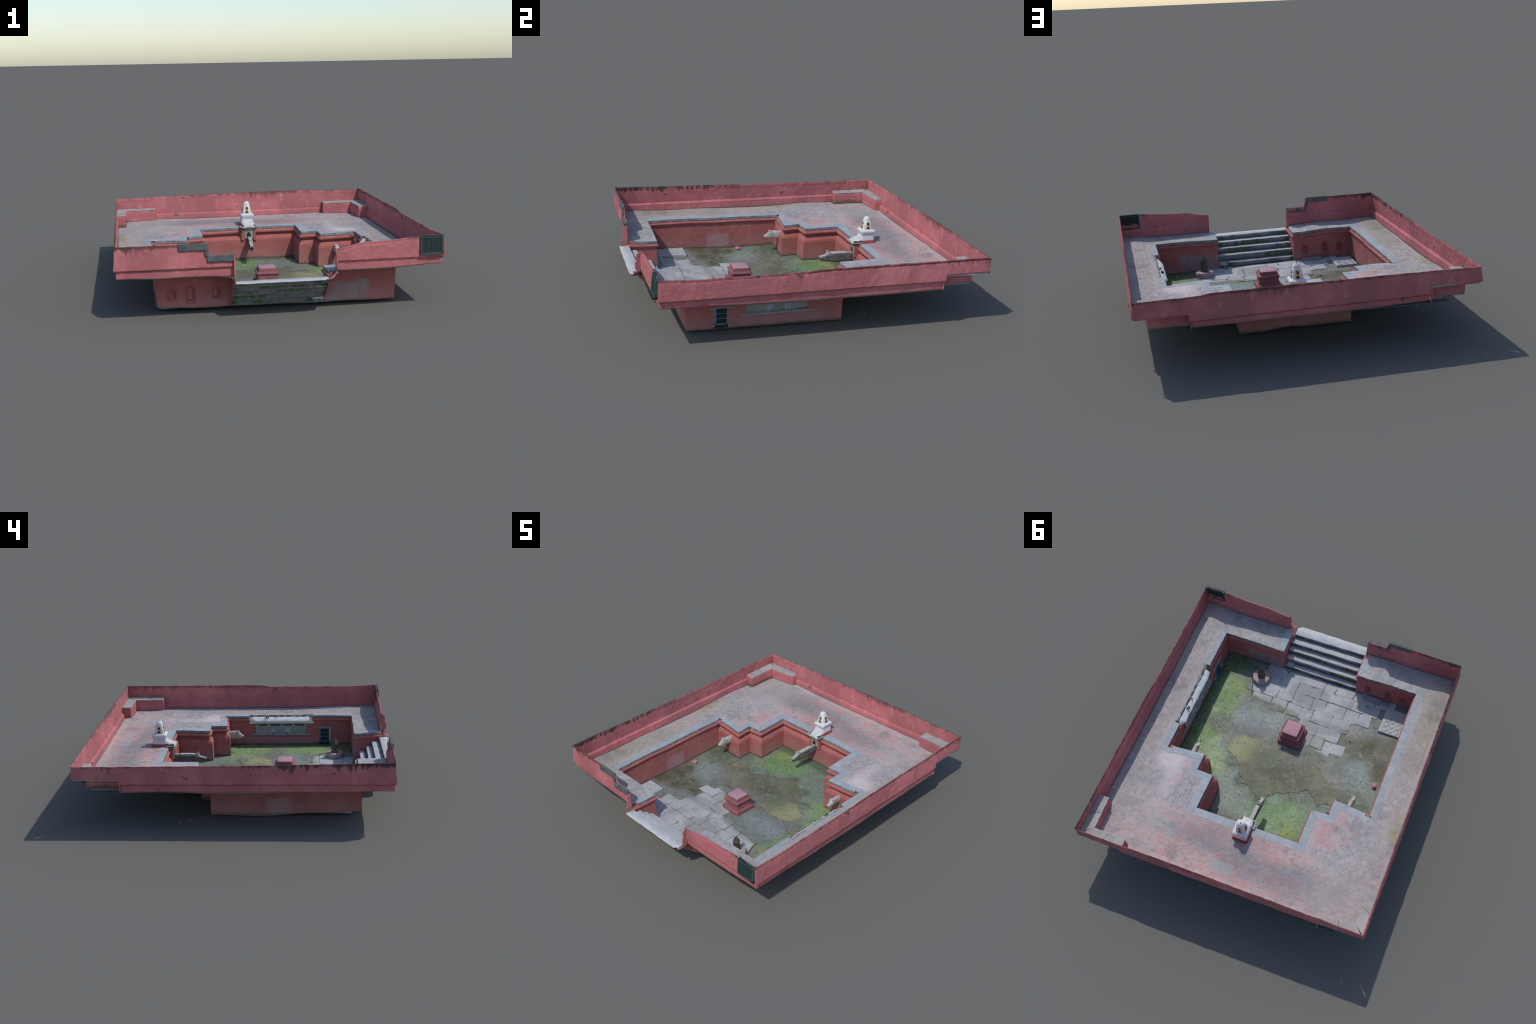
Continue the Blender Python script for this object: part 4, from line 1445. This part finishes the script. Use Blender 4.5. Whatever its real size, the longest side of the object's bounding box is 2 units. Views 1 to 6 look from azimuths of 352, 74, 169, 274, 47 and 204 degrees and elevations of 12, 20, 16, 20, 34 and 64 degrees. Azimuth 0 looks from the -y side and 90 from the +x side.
for cy in (-.151, -.259):
    vs, fs = [], []
    rings = [(.0215, .0), (.0205, .004), (.014, .0055), (.0075, .0045), (.0055, .008), (.001, .009)]
    m = 40
    for r, d in rings:
        for a in range(m):
            t = 2 * math.pi * a / m
            q = r * (1 + (.10 * math.cos(8 * t) if r > .01 else 0))
            vs.append((.679 - d, cy + q * math.cos(t), .121 + q * math.sin(t)))
    for r in range(len(rings) - 1):
        fs += [(r * m + a, (r + 1) * m + a, (r + 1) * m + (a + 1) % m, r * m + (a + 1) % m) for a in range(m)]
    o = obj("rosette", vs, fs, "rosette", tap, 40)
    vs2 = [(2 * .6825 - x, y2, z) for x, y2, z in vs]
    obj("rosette", vs2, [tuple(reversed(q)) for q in fs], "rosette", tap, 40)
    block("water_tap", (.664, cy - .003, .1025), (.676, cy + .003, .111), "black", tap, .001)
vs = []
for k in range(71):
    yy = lerp(-.425, .028, k / 70)
    bite = .008 * sstep(-.38, -.425, yy) + .020 * sstep(-.02, .028, yy) + .0035 * fbm(yy, 0, 0, 22, 4)
    for i in range(8):
        t = i / 7
        x = lerp(.706, .6715 + bite, t)
        vs.append((x, yy, lerp(.224, .202, t ** 1.2) + .0022 * fbm(x, yy, 1, 26, 4) - (.004 if i == 7 else 0)))
obj("broken_canopy", vs, grid_faces(71, 8), "pale_slab", tap, 45, .008, .001)
# rough dark bed of bricks where the coping is missing
x = 0
yy = -.450
while yy < .020:
    l = R.uniform(.018, .034)
    block("bed_brick", (.704 + R.uniform(0, .004), yy, .219), (.724 + R.uniform(-.002, .003), yy + l - .0015, .2365 + R.uniform(-.002, .0015)),
          R.choice(["block", "block", "slate", "concrete"]), tap, .0015, .002, 2)
    yy += l
block("wall_end", (.690, -.4595, .196), (.716, -.447, .224), "brick", tap, .003, .001, 2)
block("wall_end", (.690, .024, .196), (.714, .036, .224), "brick", tap, .003, .001, 2)

# barred window in the east wall
bw = block("barred_window", (.6800, -.578, .040), (.6860, -.504, .149), "dark", top, .001)
for lo, hi in (((-.580, .038), (-.5715, .1505)), ((-.510, .038), (-.502, .1505)), ((-.580, .141), (-.502, .1505)), ((-.580, .038), (-.502, .045)),
               ((-.577, .1055), (-.504, .1085)), ((-.577, .0745), (-.504, .0775))):
    block("window_frame", (.6775, lo[0], lo[1]), (.6925, hi[0], hi[1]), "blue", bw, .001)
for i in range(9):
    yy = -.567 + i * .0068
    block("window_bar", (.6788, yy, .017), (.6872, yy + .0014, .147), "iron_green", bw, 0)
block("window_lintel", (.678, -.610, .1485), (.699, -.468, .172), "brick", bw, .003, .0015, 5)
block("window_lintel", (.672, -.612, .143), (.703, -.466, .150), "shelf", bw, .002, .001, 5)
for y0, y1 in ((-.612, -.579), (-.503, -.470)):
    block("window_sill", (.673, y0, .0355), (.707, y1, .0425), "shelf", bw, .002, .001, 2)
block("lower_grille", (.6800, -.578, .010), (.6860, -.502, .040), "dark", bw, .001)

# ------------------------------------------------------------------ weeds, litter
def tuft(name, spots, mat, parent, hmin, hmax, count, spread, lean=.6):
    """clump of tapering bent blades with real thickness"""
    vs, fs = [], []
    for (px, py, pz, k) in spots:
        for _ in range(int(count * k)):
            a = R.uniform(0, 2 * math.pi)
            r = spread * R.random() ** .5
            x, yy = px + r * math.cos(a), py + r * .5 * math.sin(a)
            h = R.uniform(hmin, hmax)
            b = R.uniform(0, 2 * math.pi)
            ln = R.uniform(.2, 1) * lean * h
            wd = h * .10
            o = len(vs)
            for t in (0, .55, 1):
                cx, cy, cz = x + ln * t * t * math.cos(b), yy + ln * t * t * math.sin(b), pz + h * t
                ww = wd * (1 - .85 * t)
                for q in range(3):
                    g = b + q * 2 * math.pi / 3
                    vs.append((cx + ww * math.cos(g), cy + ww * math.sin(g), cz))
            for lvl in (0, 3):
                for q in range(3):
                    fs.append((o + lvl + q, o + lvl + (q + 1) % 3, o + lvl + 3 + (q + 1) % 3, o + lvl + 3 + q))
            fs.append((o + 6, o + 7, o + 8))
    ob = obj(name, vs, fs, mat, parent, 60)
    ob["kind"] = "stuff"
    return ob


spots = []
for i, (yb, yf, z, _) in enumerate(treads[1:], 1):
    for _ in range(26):
        x = R.uniform(-.2, .25)
        if n3(x * 1.3, i * .37, 2, 7) > .02 or x > .17:
            spots.append((x, yb + .003, z, R.uniform(.3, 1)))
spots += [(.02, -.931, .177, 2.5), (-.02, -.931, .177, 1.5), (.215, -.75, .03, 2.5), (.24, -.75, .03, 2), (-.16, -.752, .03, 1.2)]
tuft("stair_weeds", spots, "leaf", top, .005, .015, 12, .011)
tuft("wall_weeds", [(-.440, .266, .219, 2.2), (.692, -.10, .222, 3), (.690, -.115, .219, 2), (.680, -.306, .101, 1.2), (-.365, -.365, .016, 1)], "leaf", top, .008, .018, 16, .009)
tuft("dry_weeds", [(.700, -.178, .225, 1.6), (.680, -.2, .101, 1), (.0, .50, .03, .6)], "straw", top, .007, .020, 14, .009)

bag = empty("crumpled_bag", None, (-.628, -.118, .010))
bag["label"] = "small crumpled pink plastic bag lying on the floor"
bag["category"] = "plastic bag"
bm = bmesh.new()
bmesh.ops.create_icosphere(bm, subdivisions=4, radius=1)
for q in bm.verts:
    p = q.co.copy()
    k = 1 + .35 * fbm(p.x, p.y, p.z, 2.4, 3)
    q.co = Vector((p.x * .0125 * k, p.y * .016 * k, max(-.002, p.z * .012 * k + .008)))
me = bpy.data.meshes.new("bag_sheet")
bm.to_mesh(me)
bm.free()
me.materials.append(M["pink_bag"])
o = bpy.data.objects.new("bag_sheet", me)
bpy.context.scene.collection.objects.link(o)
o.parent = bag
me.polygons.foreach_set("use_smooth", [True] * len(me.polygons))
me.set_sharp_from_angle(angle=math.radians(25))

# scraps of litter and leaves on the floor
for k in range(26):
    x, yy = R.uniform(-.6, .66), R.uniform(-.35, .5)
    if not inside(offset_poly(basin_poly, -.03), x, yy):
        continue
    s = R.uniform(.002, .0045)
    block("floor_litter", (x - s, yy - s * .6, floor_z(x, yy) - .001), (x + s, yy + s * .6, floor_z(x, yy) + .0035), R.choice(["pale_slab", "straw", "twig", "straw"]), floor, .0006, .002, 1)
